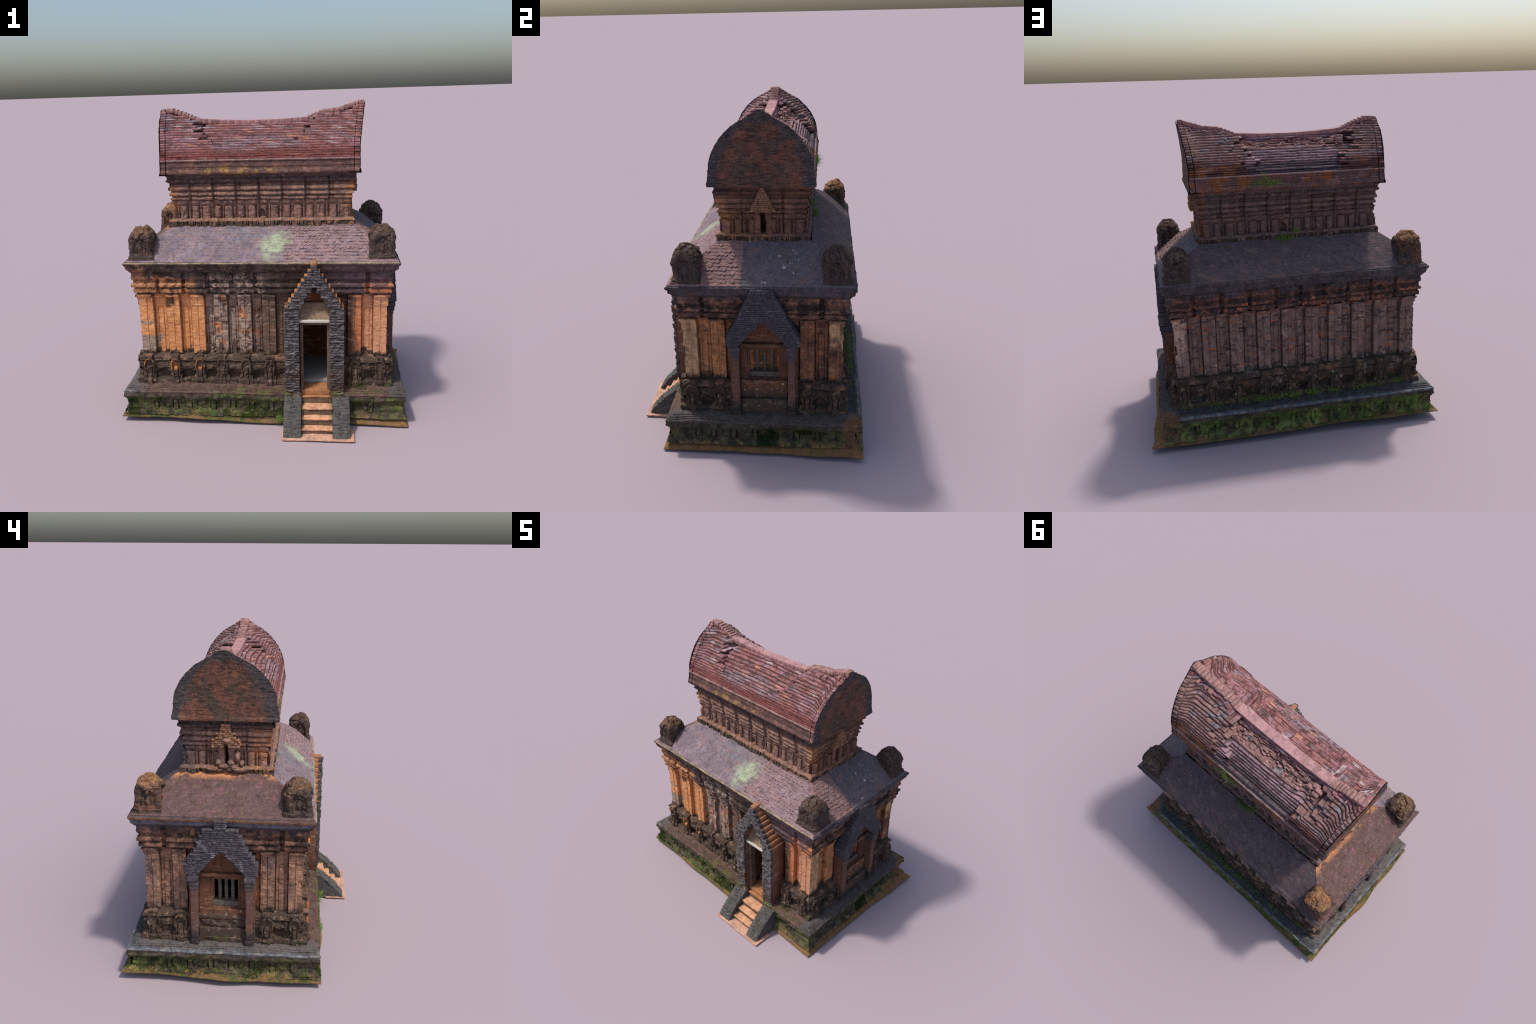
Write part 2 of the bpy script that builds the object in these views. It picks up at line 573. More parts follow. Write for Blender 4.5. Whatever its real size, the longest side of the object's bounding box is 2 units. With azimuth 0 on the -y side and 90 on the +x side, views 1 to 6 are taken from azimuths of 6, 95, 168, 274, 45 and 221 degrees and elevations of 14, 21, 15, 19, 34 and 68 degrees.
def wall_north():
    c = Mat("north_brickwork")
    x, z = c.x, c.z
    nb = c.noise(12, 5.0)
    zw = c.add(z, c.mul(c.sub(nb, 0.5), 0.12))
    tall = c.scaled(18, 18, 5)
    col = c.mix(c.noise(1.0, 5.0, 0.6, tall), "#7a6258", "#9b8074")
    col = c.mix(c.blotch(9, 0.5, 0.7), col, "#8c6e62")
    v, f = c.bricks(0.05, 0.0125)
    col = c.mix(c.mul(c.step(v, 0.86, 0.95), c.blotch(6, 0.42, 0.55)), col, "#b86e48")
    col = c.mix(c.mul(c.step(v, 0.13, 0.06), 0.8), col, "#4c3f44")
    col = c.mix(c.mul(c.step(v, 0.5, 0.53), c.blotch(13, 0.6, 0.66)), col, "#b8a596")
    col = c.mix(c.mul(f, 0.3), col, "#4a3a36")
    c.bump(f, -0.4, 0.002)
    col = c.mix(c.mul(c.step(c.noise(1.0, 6.0, 0.7, c.scaled(9, 9, 5)), 0.56, 0.66), 0.5), col, "#a8998f")
    col = c.mix(c.mul(c.step(x, 0.69, 0.72), c.step(zw, 0.55, 0.6)), col, "#c9a890")
    col = c.mix(c.blotch(20, 0.58, 0.66), col, "#574a4c")
    ent = c.mix(c.blotch(18, 0.42, 0.6), "#433a3b", "#7a5648")
    ent = c.mix(c.mul(c.blotch(24, 0.52, 0.62), c.step(zw, 0.95, 0.9)), ent, "#b0704e")
    col = c.mix(c.step(zw, 0.815, 0.84), col, ent)
    col = c.mix(c.step(zw, 0.95, 0.975), col, c.mix(c.blotch(12, 0.42, 0.6), "#423d44", "#585054"))
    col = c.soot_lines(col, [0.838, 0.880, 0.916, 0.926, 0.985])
    col = c.mix(c.step(zw, 0.47, 0.43), col, c.mix(c.blotch(30, 0.45, 0.6), "#4a423e", "#8a8076"))
    col = c.grime(col, 0.6)
    col = c.grain(col, 0.35, 110)
    return c.done(col)


def foot_stone():
    c = Mat("foot_stone")
    col = c.mix(c.noise(14, 5.0), "#3a302a", "#5e4e43")
    col = c.mix(c.blotch(22, 0.56, 0.66), col, "#7d695a")
    north = c.step(c.y, 0.5, 0.54)
    col = c.mix(c.mul(north, c.blotch(14, 0.58, 0.68)), col, "#8f8780")
    col = c.mix(c.mul(c.mul(north, c.blotch(11, 0.62, 0.7)), 0.7), col, "#94623c")
    upper = c.band(c.z, 0.335, 0.395, 0.012)
    col = c.mix(c.mul(c.mul(upper, c.step(c.y, -0.4, -0.415)), c.mul(c.blotch(5.2, 0.47, 0.52, 2.0), c.step(c.x, -0.3, -0.36))), col, "#c87c46")
    col = c.mix(c.mul(c.step(c.z, 0.38, 0.42), c.blotch(11, 0.52, 0.64)), col, "#806250")
    col = c.mix(c.mul(c.step(c.z, 0.3, 0.24), c.blotch(9, 0.55, 0.65)), col, "#4f5c2c")
    col = c.specks(col, "#a9a59c", 55, 0.66, 0.8)
    col = c.grain(col, 0.35, 100, "#221c19")
    return c.done(col)


def plinth_stone():
    c = Mat("plinth_stone")
    x, y, z = c.x, c.y, c.z
    top = c.mix(c.noise(8, 5.0), "#4e4039", "#75594d")
    lines = c.noise(1.0, 3.0, 0.6, c.scaled(7, 7, 150))
    top = c.mix(c.mul(c.step(lines, 0.5, 0.65), 0.6), top, "#6a625c")
    top = c.mix(c.mul(c.step(y, 0.5, 0.6), 0.85), top, c.mix(c.noise(9), "#2e3439", "#424a52"))
    top = c.mix(c.mul(c.step(x, -0.75, -0.85), 0.75), top, c.mix(c.noise(9), "#55575a", "#6a6864"))
    top = c.mix(c.mul(c.step(x, 0.75, 0.8), 0.7), top, "#4c5050")
    col = c.mix(c.blotch(20, 0.4, 0.6), "#34302a", "#58503f")
    moss = c.mix(c.noise(50, 4.0), "#3e4826", "#6c6c3c")
    moss = c.mix(c.step(y, 0.55, 0.6), moss, c.mix(c.noise(50, 4.0), "#68843c", "#949f54"))
    mask = c.mx(c.step(y, -0.4, -0.47), c.step(y, 0.6, 0.66))
    mask = c.mx(c.mul(mask, 0.9), c.mul(c.step(x, -0.84, -0.9), 0.75))
    mask = c.mx(mask, c.mul(c.step(x, 0.84, 0.87), c.step(y, 0.0, 0.3, 0.25, 0.9)))
    mask = c.mul(mask, c.step(z, 0.19, 0.15))
    col = c.mix(c.mul(mask, c.blotch(13, 0.42, 0.6, 7.0, rough=0.72)), col, moss)
    col = c.mix(c.mul(mask, c.blotch(21, 0.58, 0.68)), col, "#46702e")
    col = c.mix(c.mul(c.blotch(9, 0.5, 0.6), c.step(z, 0.1, 0.05)), col, "#8f7346")
    col = c.mix(c.step(z, 0.185, 0.2), col, top)
    edge = c.mul(c.band(z, 0.196, 0.214, 0.005), c.mx(c.step(y, 0.6, 0.64), c.step(x, -0.85, -0.88)))
    col = c.mix(c.mul(edge, 0.7), col, c.mix(c.blotch(25, 0.45, 0.6), "#6c7480", "#98958f"))
    col = c.mix(c.mul(c.step(c.add(x, y), 1.4, 1.47), c.blotch(8, .3, .5)), col, "#7a5a40")
    col = c.mix(c.mul(c.blotch(15, 0.52, 0.64), c.mul(c.step(y, -0.43, -0.47), c.step(x, -0.35, -0.1))), col, "#5f6a30")
    col = c.grime(col, 0.65)
    col = c.grain(col, 0.4, 90, "#1f1c18")
    return c.done(col)


def apron_earth():
    c = Mat("apron_earth")
    col = c.mix(c.noise(14, 5.0), "#6e5a3a", "#846440")
    col = c.mix(c.blotch(12, 0.42, 0.58), col, "#4f542c")
    col = c.mix(c.mul(c.step(c.x, 0.5, 0.8), 0.6), col, "#8c6440")
    col = c.grime(col, 0.4)
    col = c.grain(col, 0.35, 120, "#3b3020")
    return c.done(col)


def grey_rubble():
    c = Mat("dark_rubble_brick")
    col = c.mix(c.noise(16, 5.0), "#4b484a", "#6f6a6c")
    col = c.mix(c.blotch(24, 0.56, 0.68), col, "#8d8785")
    col = c.mix(c.mul(c.step(c.z, 0.45, 0.3), c.blotch(10, 0.35, 0.6)), col, "#5c4a40")
    col = c.mix(c.blotch(7, 0.6, 0.7), col, "#5b4c58")
    col = c.mix(c.mul(c.step(c.z, 0.24, 0.2), 0.7), col, "#8a8a4c")
    streak = c.noise(1.0, 3.0, 0.6, c.scaled(30, 30, 110))
    col = c.mix(c.mul(c.step(streak, 0.48, 0.38), 0.6), col, "#2e2b2d")
    col = c.grime(col, 0.5)
    col = c.grain(col, 0.5, 90, "#242022", "#98918e")
    return c.done(col)


def side_porch_brick():
    c = Mat("side_porch_brick")
    z = c.z
    col = c.mix(c.noise(12, 5.0), "#433f45", "#5d585c")
    col = c.mix(c.blotch(20, 0.58, 0.66), col, "#7d7478")
    low = c.mix(c.noise(10, 4.0), "#5f453b", "#805c49")
    col = c.mix(c.mul(c.step(c.add(z, c.mul(c.noise(14), 0.1)), 0.69, 0.62), 0.85), col, low)
    col = c.mix(c.step(z, 0.36, 0.28), col, "#3e3733")
    col = c.brick_tone(col, 0.2, 0.034, 0.0125, "#2c282c", "#8c8488", 0.4)
    col = c.specks(col, "#b0aca4", 70, 0.68)
    col = c.grain(col, 0.4, 110, "#242024")
    return c.done(col)


def porch_panel_brick():
    c = Mat("side_porch_panel")
    col = c.mix(c.noise(10, 4.0), "#634439", "#80583f")
    col = c.mix(c.mul(c.blotch(8, 0.58, 0.68), 0.7), col, "#b07248")
    col = c.brick_tone(col, 0.3, dark="#432d26", light="#b58a70")
    col = c.grime(col, 0.5)
    col = c.mix(c.step(c.z, 0.4, 0.33), col, c.mix(c.noise(20), "#332c29", "#544941"))
    col = c.specks(col, "#bdb3a4", 45, 0.62, 0.8, c.step(c.z, 0.5, 0.4))
    col = c.grain(col, 0.3, 110)
    return c.done(col)


def plain(name, a, b, scale=14, grain=0.3, dark="#2e2622", rough=0.92, bricks=0.0, g=110):
    c = Mat(name)
    col = c.mix(c.noise(scale, 5.0), a, b)
    if bricks:
        col = c.brick_tone(col, bricks, dark=dark)
    if grain > 0.24:
        col = c.grime(col, 0.45)
    col = c.grain(col, grain, g, dark)
    return c.done(col, rough)


def lower_roof_mat():
    c = Mat("lower_roof_tiles")
    x, y, z = c.x, c.y, c.z
    s_side = c.mul(c.step(c.sub(y, c.mul(z, 1.22)), -1.66, -1.68), 1.0)
    col = c.mix(c.noise(7, 5.0), "#74666c", "#938590")
    col = c.mix(c.blotch(11, 0.52, 0.66), col, "#988488")
    right = c.mix(c.noise(30, 4.0), "#7f666a", "#a68e93")
    south = c.mix(c.step(c.add(x, c.mul(c.noise(9), 0.16)), 0.14, 0.26), col, right)
    blue = c.mul(c.band(c.add(x, c.mul(c.noise(13), 0.14)), -0.17, 0.1, 0.03), c.step(z, 1.15, 1.17))
    south = c.mix(c.mul(blue, c.step(c.noise(18, 8.0, 0.75), 0.4, 0.62, 0.0, 0.8)), south, "#75808a")
    rust = c.noise(1.0, 5.0, 0.7, c.scaled(11, 30, 30))
    south = c.mix(c.mul(c.step(rust, 0.52, 0.66), 0.5), south, "#9a6f62")
    south = c.mix(c.mul(c.step(rust, 0.46, 0.34), 0.5), south, "#5e505c")
    south = c.mix(c.mul(c.blotch(21, 0.6, 0.7), 0.5), south, "#b08a98")
    # pale green lichen
    dx = c.sub(c.add(x, c.mul(z, -0.25)), -0.215)
    rr = c.add(c.math("POWER", c.math("DIVIDE", dx, 0.095), 2.0), c.math("POWER", c.math("DIVIDE", c.sub(z, 1.145), 0.07), 2.0))
    lich = c.mul(c.step(c.add(rr, c.add(c.mul(c.sub(c.noise(15, 8.0, 0.75), 0.5), 5.0), c.mul(c.sub(c.noise(1.0, 4.0, 0.7, c.scaled(9, 60, 60)), 0.5), 3.0))), 1.6, -0.6), 0.92)
    south = c.mix(lich, south, c.mix(c.noise(26), "#9cb08a", "#c6d8b0"))
    south = c.mix(c.mul(c.blotch(24, 0.6, 0.7), c.step(z, 1.16, 1.2)), south, "#6d6a3c")
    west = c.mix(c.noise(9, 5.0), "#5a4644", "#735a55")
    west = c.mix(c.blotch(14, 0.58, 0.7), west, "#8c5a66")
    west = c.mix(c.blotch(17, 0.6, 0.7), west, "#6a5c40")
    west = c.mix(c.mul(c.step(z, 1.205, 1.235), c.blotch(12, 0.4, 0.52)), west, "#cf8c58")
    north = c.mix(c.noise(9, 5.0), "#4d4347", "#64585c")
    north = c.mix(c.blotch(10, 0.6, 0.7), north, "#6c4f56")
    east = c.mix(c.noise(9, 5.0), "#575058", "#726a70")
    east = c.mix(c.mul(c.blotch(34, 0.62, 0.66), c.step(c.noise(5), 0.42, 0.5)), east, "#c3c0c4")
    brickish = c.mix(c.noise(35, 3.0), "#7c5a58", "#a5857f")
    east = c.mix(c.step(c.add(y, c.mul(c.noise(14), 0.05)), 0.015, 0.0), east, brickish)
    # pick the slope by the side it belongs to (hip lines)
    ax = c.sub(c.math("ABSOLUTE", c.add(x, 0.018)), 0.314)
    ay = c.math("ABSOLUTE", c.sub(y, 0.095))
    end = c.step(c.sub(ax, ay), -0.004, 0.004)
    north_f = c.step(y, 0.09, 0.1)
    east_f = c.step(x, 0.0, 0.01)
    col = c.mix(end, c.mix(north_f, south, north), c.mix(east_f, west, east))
    fine = c.noise(60, 6.0, 0.75)
    col = c.mix(c.mul(c.step(fine, 0.5, 0.3), 0.5), col, "#3b3034")
    col = c.mix(c.mul(c.step(fine, 0.55, 0.75), 0.35), col, "#c4b2b2")
    col = c.mix(c.mul(c.step(c.blocky(24, 0.02, 0.012), 0.56, 0.6), 0.3), col, "#8f6f60")
    col = c.grime(col, 0.35)
    col = c.specks(col, "#b9b0b6", 90, 0.7, 0.6)
    col = c.grain(col, 0.35, 130, "#453a3c")
    lines = c.noise(1.0, 2.0, 0.5, c.scaled(10, 10, 260))
    ph = c.math("FRACT", c.math("DIVIDE", c.add(z, c.mul(c.noise(26, 3.0), 0.006)), 0.0075))
    col = c.mix(c.mul(c.step(ph, 0.3, 0.1), c.mul(c.step(y, -0.08, -0.16), c.step(c.noise(10, 5.0), 0.42, 0.6, 0.0, 0.6))), col, "#3a2f30")
    c.bump(lines, 0.35, 0.003)
    return c.done(col)


def vault_mat():
    c = Mat("vault_brick")
    x, y, z = c.x, c.y, c.z
    k = c.vec(c.math("FLOOR", c.mul(c.add(x, c.mul(z, 3.7)), 19.0)), c.math("FLOOR", c.mul(c.sub(z, 1.5), 69.0)), c.step(y, 0.08, 0.1))
    r = c.cell(k)
    col = c.mix(r, "#8b5856", "#ab7a78")
    col = c.mix(c.step(r, 0.8, 0.9), col, "#98868e")
    col = c.mix(c.mul(c.step(r, 0.12, 0.06), 0.6), col, "#7c7678")
    col = c.mix(c.mul(c.band(r, 0.45, 0.475, 0.008), 0.75), col, "#d0926c")
    col = c.mix(c.mul(c.step(r, 0.955, 0.97), 0.7), col, "#ccb6b2")
    col = c.mix(c.mul(c.band(r, 0.25, 0.31, 0.01), 0.6), col, "#553634")
    col = c.mix(c.mul(c.blotch(6, 0.5, 0.62), 0.55), col, "#b08492")
    low = c.mix(c.noise(24, 5.0), "#6f3e3b", "#9b5a55")
    low = c.mix(c.mul(c.blotch(8, 0.54, 0.68), 0.7), low, "#8c4644")
    zz = c.add(z, c.mul(c.sub(c.noise(8, 4.0), 0.5), 0.1))
    col = c.mix(c.step(zz, 1.755, 1.7), col, low)
    blue = c.mul(c.band(z, 1.725, 1.8, 0.012), c.mul(c.band(x, -0.33, 0.2, 0.04), c.blotch(15, 0.42, 0.6)))
    col = c.mix(c.mul(blue, 0.5), col, "#928894")
    north = c.mix(c.noise(20, 5.0), "#7d5a58", "#a8867f")
    north = c.mix(c.step(r, 0.82, 0.95), north, "#8b8488")
    north = c.mix(c.step(zz, 1.77, 1.72), north, c.mix(c.blotch(11, 0.48, 0.6), "#5a3a38", "#8f5a36"))
    nmid = c.mul(c.band(x, -0.36, 0.24, 0.01), c.step(z, 1.81, 1.79))
    north = c.mix(nmid, north, c.mix(c.noise(1.0, 4.0, 0.6, c.scaled(12, 12, 90)), "#7a6470", "#b8979c"))
    north = c.mix(c.mul(c.band(x, -0.36, 0.24, 0.01), c.step(z, 1.735, 1.715)), north, "#4e4950")
    col = c.mix(c.step(y, 0.14, 0.16), col, north)
    # frieze under the lip: dark with moss and ochre lichen
    fr = c.mix(c.noise(1.0, 4.0, 0.6, c.scaled(9, 9, 120)), "#4c3a37", "#7c5d57")
    moss = c.mul(c.band(c.add(x, c.mul(c.noise(12), 0.1)), -0.42, 0.12, 0.08), c.step(z, 1.635, 1.6))
    moss = c.mul(moss, c.mul(c.step(y, -0.1, -0.15), c.blotch(17, 0.48, 0.6, 7.0)))
    fr = c.mix(moss, fr, c.mix(c.noise(26, 3.0), "#77763a", "#b5844a"))
    fr = c.mix(c.mul(c.step(y, 0.3, 0.34), c.blotch(12, 0.45, 0.58)), fr, c.mix(c.blotch(7, 0.45, 0.6), "#8e5730", "#6a5c66"))
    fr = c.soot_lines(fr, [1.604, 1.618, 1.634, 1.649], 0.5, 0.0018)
    fr = c.mix(c.mul(c.step(c.blocky(15), 0.57, 0.6), 0.4), fr, "#9a6f5c")
    col = c.mix(c.step(z, 1.668, 1.66), col, fr)
    col = c.mix(c.mul(c.band(z, 1.657, 1.666, 0.002), 0.5), col, "#c0a09a")
    st = c.noise(1.0, 3.0, 0.6, c.scaled(5, 75, 75))
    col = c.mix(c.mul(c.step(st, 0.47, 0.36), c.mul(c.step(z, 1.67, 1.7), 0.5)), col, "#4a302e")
    col = c.mix(c.mul(c.step(st, 0.58, 0.7), 0.4), col, "#c99c9a")
    ph = c.math("FRACT", c.add(c.math("DIVIDE", c.sub(z, 1.664), 0.0146), 10.0))
    ph = c.add(ph, c.mul(c.sub(c.noise(40, 3.0), 0.5), 0.22))
    joint = c.mul(c.mx(c.step(ph, 0.24, 0.12), c.step(ph, 0.985, 1.03)), c.step(z, 1.664, 1.672))  # shade under each course, painted by height
    col = c.mix(c.mul(joint, c.step(c.noise(17, 4.0), 0.3, 0.6, 0.25, 0.7)), col, "#32211f")
    col = c.grime(col, 0.5, "#74545a", "#cb9c9a")
    col = c.grain(col, 0.4, 140, "#3a2826", "#dcb4ae")
    return c.done(col)


def gable_mat():
    c = Mat("gable_brick")
    y, z = c.y, c.z
    col = c.mix(c.blotch(9, 0.4, 0.6), "#7a5244", "#56493f")
    col = c.mix(c.mul(c.blotch(7, 0.54, 0.7), 0.7), col, "#966446")
    # dark lichen band that follows the rim
    dy = c.math("DIVIDE", c.math("ABSOLUTE", c.sub(y, 0.09)), 0.30)
    zz = c.math("DIVIDE", c.sub(z, 1.58), 0.42)
    rr = c.add(c.math("POWER", dy, 2.3), c.math("POWER", c.mx(zz, 0.0), 1.75))
    col = c.mix(c.mul(c.step(c.add(rr, c.mul(c.sub(c.noise(13, 5.0), 0.5), 0.7)), 0.56, 0.76), 0.9), col, "#474a4d")
    streak = c.noise(1.0, 4.0, 0.65, c.scaled(20, 20, 120))
    col = c.mix(c.mul(c.step(streak, 0.5, 0.38), 0.7), col, "#2c2422")
    col = c.mix(c.mul(c.step(streak, 0.56, 0.7), 0.4), col, "#9a6a58")
    c.bump(streak, 0.6, 0.006)
    col = c.grime(col, 0.4)
    col = c.grain(col, 0.4, 120)
    return c.done(col)


def upper_wall_mat():
    c = Mat("upper_brickwork")
    x, y, z = c.x, c.y, c.z
    col = c.mix(c.noise(14, 5.0), "#7e5f56", "#9c7a6c")
    side = c.step(c.math("ABSOLUTE", c.add(x, 0.022)), 0.52, 0.56)
    col = c.mix(c.mul(side, c.mul(c.step(y, -0.02, -0.1), c.blotch(12, 0.38, 0.56))), col, "#b98058")
    dark = c.step(c.add(z, c.mul(c.sub(c.noise(12), 0.5), 0.05)), 1.495, 1.515)
    col = c.mix(c.mul(dark, 0.9), col, "#4d3f40")
    band = c.mul(c.band(z, 1.425, 1.49, 0.008), c.blotch(20, 0.45, 0.55))
    col = c.mix(c.mul(band, 0.6), col, "#b38e78")
    col = c.mix(c.mul(c.step(y, 0.25, 0.3), 0.75), col, c.mix(c.noise(13), "#57494a", "#705c55"))
    col = c.mix(c.mul(c.step(x, 0.5, 0.53), c.mul(c.step(y, -0.12, -0.1), 0.6)), col, c.mix(c.noise(11), "#6b4a3a", "#86583c"))
    col = c.mix(c.mul(c.step(z, 1.284, 1.276), c.mul(c.step(y, 0.3, 0.25), c.mul(c.blotch(15, 0.42, 0.6), 0.8))), col, "#a27454")
    col = c.mix(c.mul(c.step(z, 1.27, 1.262), c.blotch(18, 0.42, 0.5)), col, "#4f4234")
    col = c.brick_tone(col, 0.18, 0.03, 0.0125, "#4a3832", "#c09c88", 0.2)
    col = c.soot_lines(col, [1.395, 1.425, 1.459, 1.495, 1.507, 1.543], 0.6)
    col = c.grime(col, 0.5)
    col = c.grain(col, 0.35, 120)
    return c.done(col)


def antefix_mat():
    c = Mat("antefix_stone")
    x, y, z = c.x, c.y, c.z
    col = c.mix(c.noise(16, 5.0), "#3a312f", "#584a44")
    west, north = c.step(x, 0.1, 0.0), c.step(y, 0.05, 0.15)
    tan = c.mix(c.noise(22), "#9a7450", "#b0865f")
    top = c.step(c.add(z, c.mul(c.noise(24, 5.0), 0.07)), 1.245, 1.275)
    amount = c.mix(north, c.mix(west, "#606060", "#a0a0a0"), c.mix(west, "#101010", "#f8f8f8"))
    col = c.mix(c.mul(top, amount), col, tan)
    red = c.mul(c.mul(north, west), c.blotch(13, 0.46, 0.58))
    col = c.mix(c.mul(red, 0.55), col, "#84583e")
    col = c.mix(c.mul(c.mul(west, c.blotch(12, 0.52, 0.64)), 0.5), col, "#8a6a54")
    col = c.mix(c.mul(c.mul(c.sub(1.0, west), c.sub(1.0, north)), c.mul(c.blotch(9, 0.5, 0.64), 0.6)), col, "#6e5850")
    col = c.grime(col, 0.55)
    col = c.grain(col, 0.4, 90, "#241e1c")
    return c.done(col)


def tread_mat():
    c = Mat("tread_tiles")
    col = c.mix(c.noise(12, 4.0), "#d39a74", "#e0ad8c")
    edge = c.step(c.math("ABSOLUTE", c.sub(c.x, 0.333)), 0.06, 0.1)
    col = c.mix(c.mul(edge, c.blotch(16, 0.35, 0.55)), col, "#7d7c50")
    t = c.step(c.math("ABSOLUTE", c.sub(c.math("FRACT", c.mul(c.x, 17.0)), 0.5)), 0.47, 0.49)
    col = c.mix(c.mul(t, 0.35), col, "#9a6a50")
    col = c.mix(0.8, col, c.grime(col, 0.6))
    col = c.grain(col, 0.15, 120, "#8a5a40")
    return c.done(col)


def leaf_mat(name, a, b):
    c = Mat(name)
    col = c.mix(c.noise(40, 3.0), a, b)
    c.done(col, 0.7)
    tr = c.t.nodes.new("ShaderNodeBsdfTranslucent")
    c.t.links.new(col, tr.inputs["Color"])
    mixs = c.t.nodes.new("ShaderNodeMixShader")
    mixs.inputs[0].default_value = 0.25
    out = c.t.nodes["Material Output"]
    c.t.links.new(c.b.outputs[0], mixs.inputs[1])
    c.t.links.new(tr.outputs[0], mixs.inputs[2])
    c.t.links.new(mixs.outputs[0], out.inputs["Surface"])
    return c.m


M = dict(
    S=wall_south(), N=wall_north(), W=wall_side("west_brickwork", "W"), E=wall_side("east_brickwork", "E"),
    foot=foot_stone(), plinth=plinth_stone(), apron=apron_earth(), rubble=grey_rubble(),
    porch=side_porch_brick(), panel=porch_panel_brick(), roof=lower_roof_mat(), vault=vault_mat(),
    gable=gable_mat(), upper=upper_wall_mat(), antefix=antefix_mat(), tread=tread_mat(),
    riser=plain("riser_stone", "#5a4d3e", "#86705c", 20, 0.4),
    cheek=plain("cheek_wall_brick", "#444240", "#6c6a66", 24, 0.5, "#262524", g=80),
    pad=plain("step_pad", "#c4967c", "#d8ad94", 10, 0.27, "#8a6048"),
    landing=plain("landing_brick", "#a06c46", "#bd8559", 14, 0.25, "#6a4028"),
    stepped=plain("stepped_brick", "#a06a48", "#bd8a62", 18, 0.3, "#5a3424"),
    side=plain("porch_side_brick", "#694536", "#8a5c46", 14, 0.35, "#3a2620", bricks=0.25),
    lintel=plain("plaster_lintel", "#a9a498", "#cfcabf", 10, 0.15, "#7a746a"),
    tymp=plain("tympanum_plaster", "#7c6250", "#a18c74", 7, 0.3, "#5a4030"),
    frame=plain("door_frame_wood", "#5a4c42", "#77685c", 20, 0.25),
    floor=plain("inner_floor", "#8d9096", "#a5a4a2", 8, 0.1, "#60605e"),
    inner=plain("inner_brick", "#6a4426", "#86582f", 10, 0.3, "#3a2414", bricks=0.3),
    baluster=plain("baluster_stone", "#5b544d", "#746b62", 20, 0.3),
    gable_brick=plain("small_gable_brick", "#86624e", "#a9805f", 20, 0.35, "#4a342a"),
    shade_strip=plain("painted_joint_shade", "#3a2624", "#553a37", 30, 0.3, "#241716"),  # dark tone for the shade strips added to the vault
    cap=plain("ridge_slab", "#a87c7c", "#c49a98", 12, 0.3, "#6a4a48", g=60),
    ridge=plain("ridge_rubble", "#8f6a66", "#b78e88", 26, 0.4, "#4a3432", g=70),
    grass=leaf_mat("grass_blades", "#6c9a42", "#a4be68"),
    mossy=leaf_mat("moss_tufts", "#2e4a1e", "#5d6a30"),
    moss_n=leaf_mat("north_moss_tufts", "#628636", "#98b05c"),
    moss_e=leaf_mat("dark_moss_tufts", "#22401c", "#4a5c28"),
)

# =====================================================================================
#  main walls
# =====================================================================================
# outward offset of the wall mouldings against height
SHAFT_TOP = 0.758
CAPITAL = [(0.0, 0.430), (0.0, 0.757), (0.0045, 0.760), (0.004, 0.768), (0.007, 0.80), (0.013, 0.816), (0.018, 0.820), (0.019, 0.8335)]
PANEL = [(-0.027, 0.425), (-0.027, 0.757), (-0.024, 0.760), (-0.022, 0.80), (-0.012, 0.818), (-0.004, 0.822), (-0.004, 0.8335)]
ENTAB = [(0.008, 0.8325), (0.010, 0.843), (0.022, 0.846), (0.026, 0.852), (0.026, 0.872), (0.019, 0.876), (0.018, 0.884),
         (0.033, 0.887), (0.036, 0.893), (0.035, 0.905), (0.022, 0.911), (0.022, 0.930), (0.029, 0.937), (0.033, 0.944),
         (0.034, 0.957), (0.030, 0.963), (0.031, 0.982)]
CORNICE = [(0.031, 0.981), (0.040, 0.992), (0.047, 1.001), (0.055, 1.006), (0.058, 1.016), (0.060, 1.030), (0.066, 1.034),
           (0.071, 1.044), (0.071, 1.0515), (0.050, 1.057)]
FOOT = [(0.036, 0.226), (0.036, 0.262), (0.018, 0.268), (0.014, 0.300), (0.019, 0.330), (0.025, 0.342), (0.025, 0.372),
        (0.016, 0.376), (0.017, 0.384), (0.026, 0.388), (0.024, 0.406), (0.010, 0.416), (-0.03, 0.426)]

PW = 0.082          # pilaster width
LAYOUT = {          # pilaster centres along each facade; first and last wrap the corners
    "S": [-0.757, -0.584, -0.425, -0.277, -0.123, 0.031, 0.568, 0.727],
    "N": [-0.756, -0.574, -0.424, -0.267, -0.112, 0.043, 0.202, 0.378, 0.552, 0.727],
    "W": [-0.333, -0.168, 0.352, 0.517],
    "E": [-0.333, -0.168, 0.352, 0.517],
}
OPENING = {"S": (0.205, 0.430), "W": (0.01, 0.155), "E": (0.03, 0.17), "N": None}
PORCH_GAP = {"S": (0.075, 0.525), "W": (-0.125, 0.310), "E": (-0.125, 0.310), "N": None}


def brick_jitter(S, Z, seed, w=0.04, h=0.0118, amp=0.0012):
    row = np.floor(Z / h)
    col = np.floor(S / w + 0.5 * (row % 2))
    return (hash3(row, col, 0 * row, seed) - 0.5) * 2 * amp


def erosion(S, Z, seed, lo=0.25, amp=0.008, scale=13.0):
    q = np.stack([S.ravel() * scale, Z.ravel() * scale, 0 * S.ravel() + seed * 3.1], 1)
    n = (vnoise(q, seed) + 0.5 * vnoise(q * 2.3, seed + 1) + 0.3 * vnoise(q * 5.1, seed + 2)).reshape(S.shape)
    return -amp * np.clip((n - lo) * 4, 0, 1)


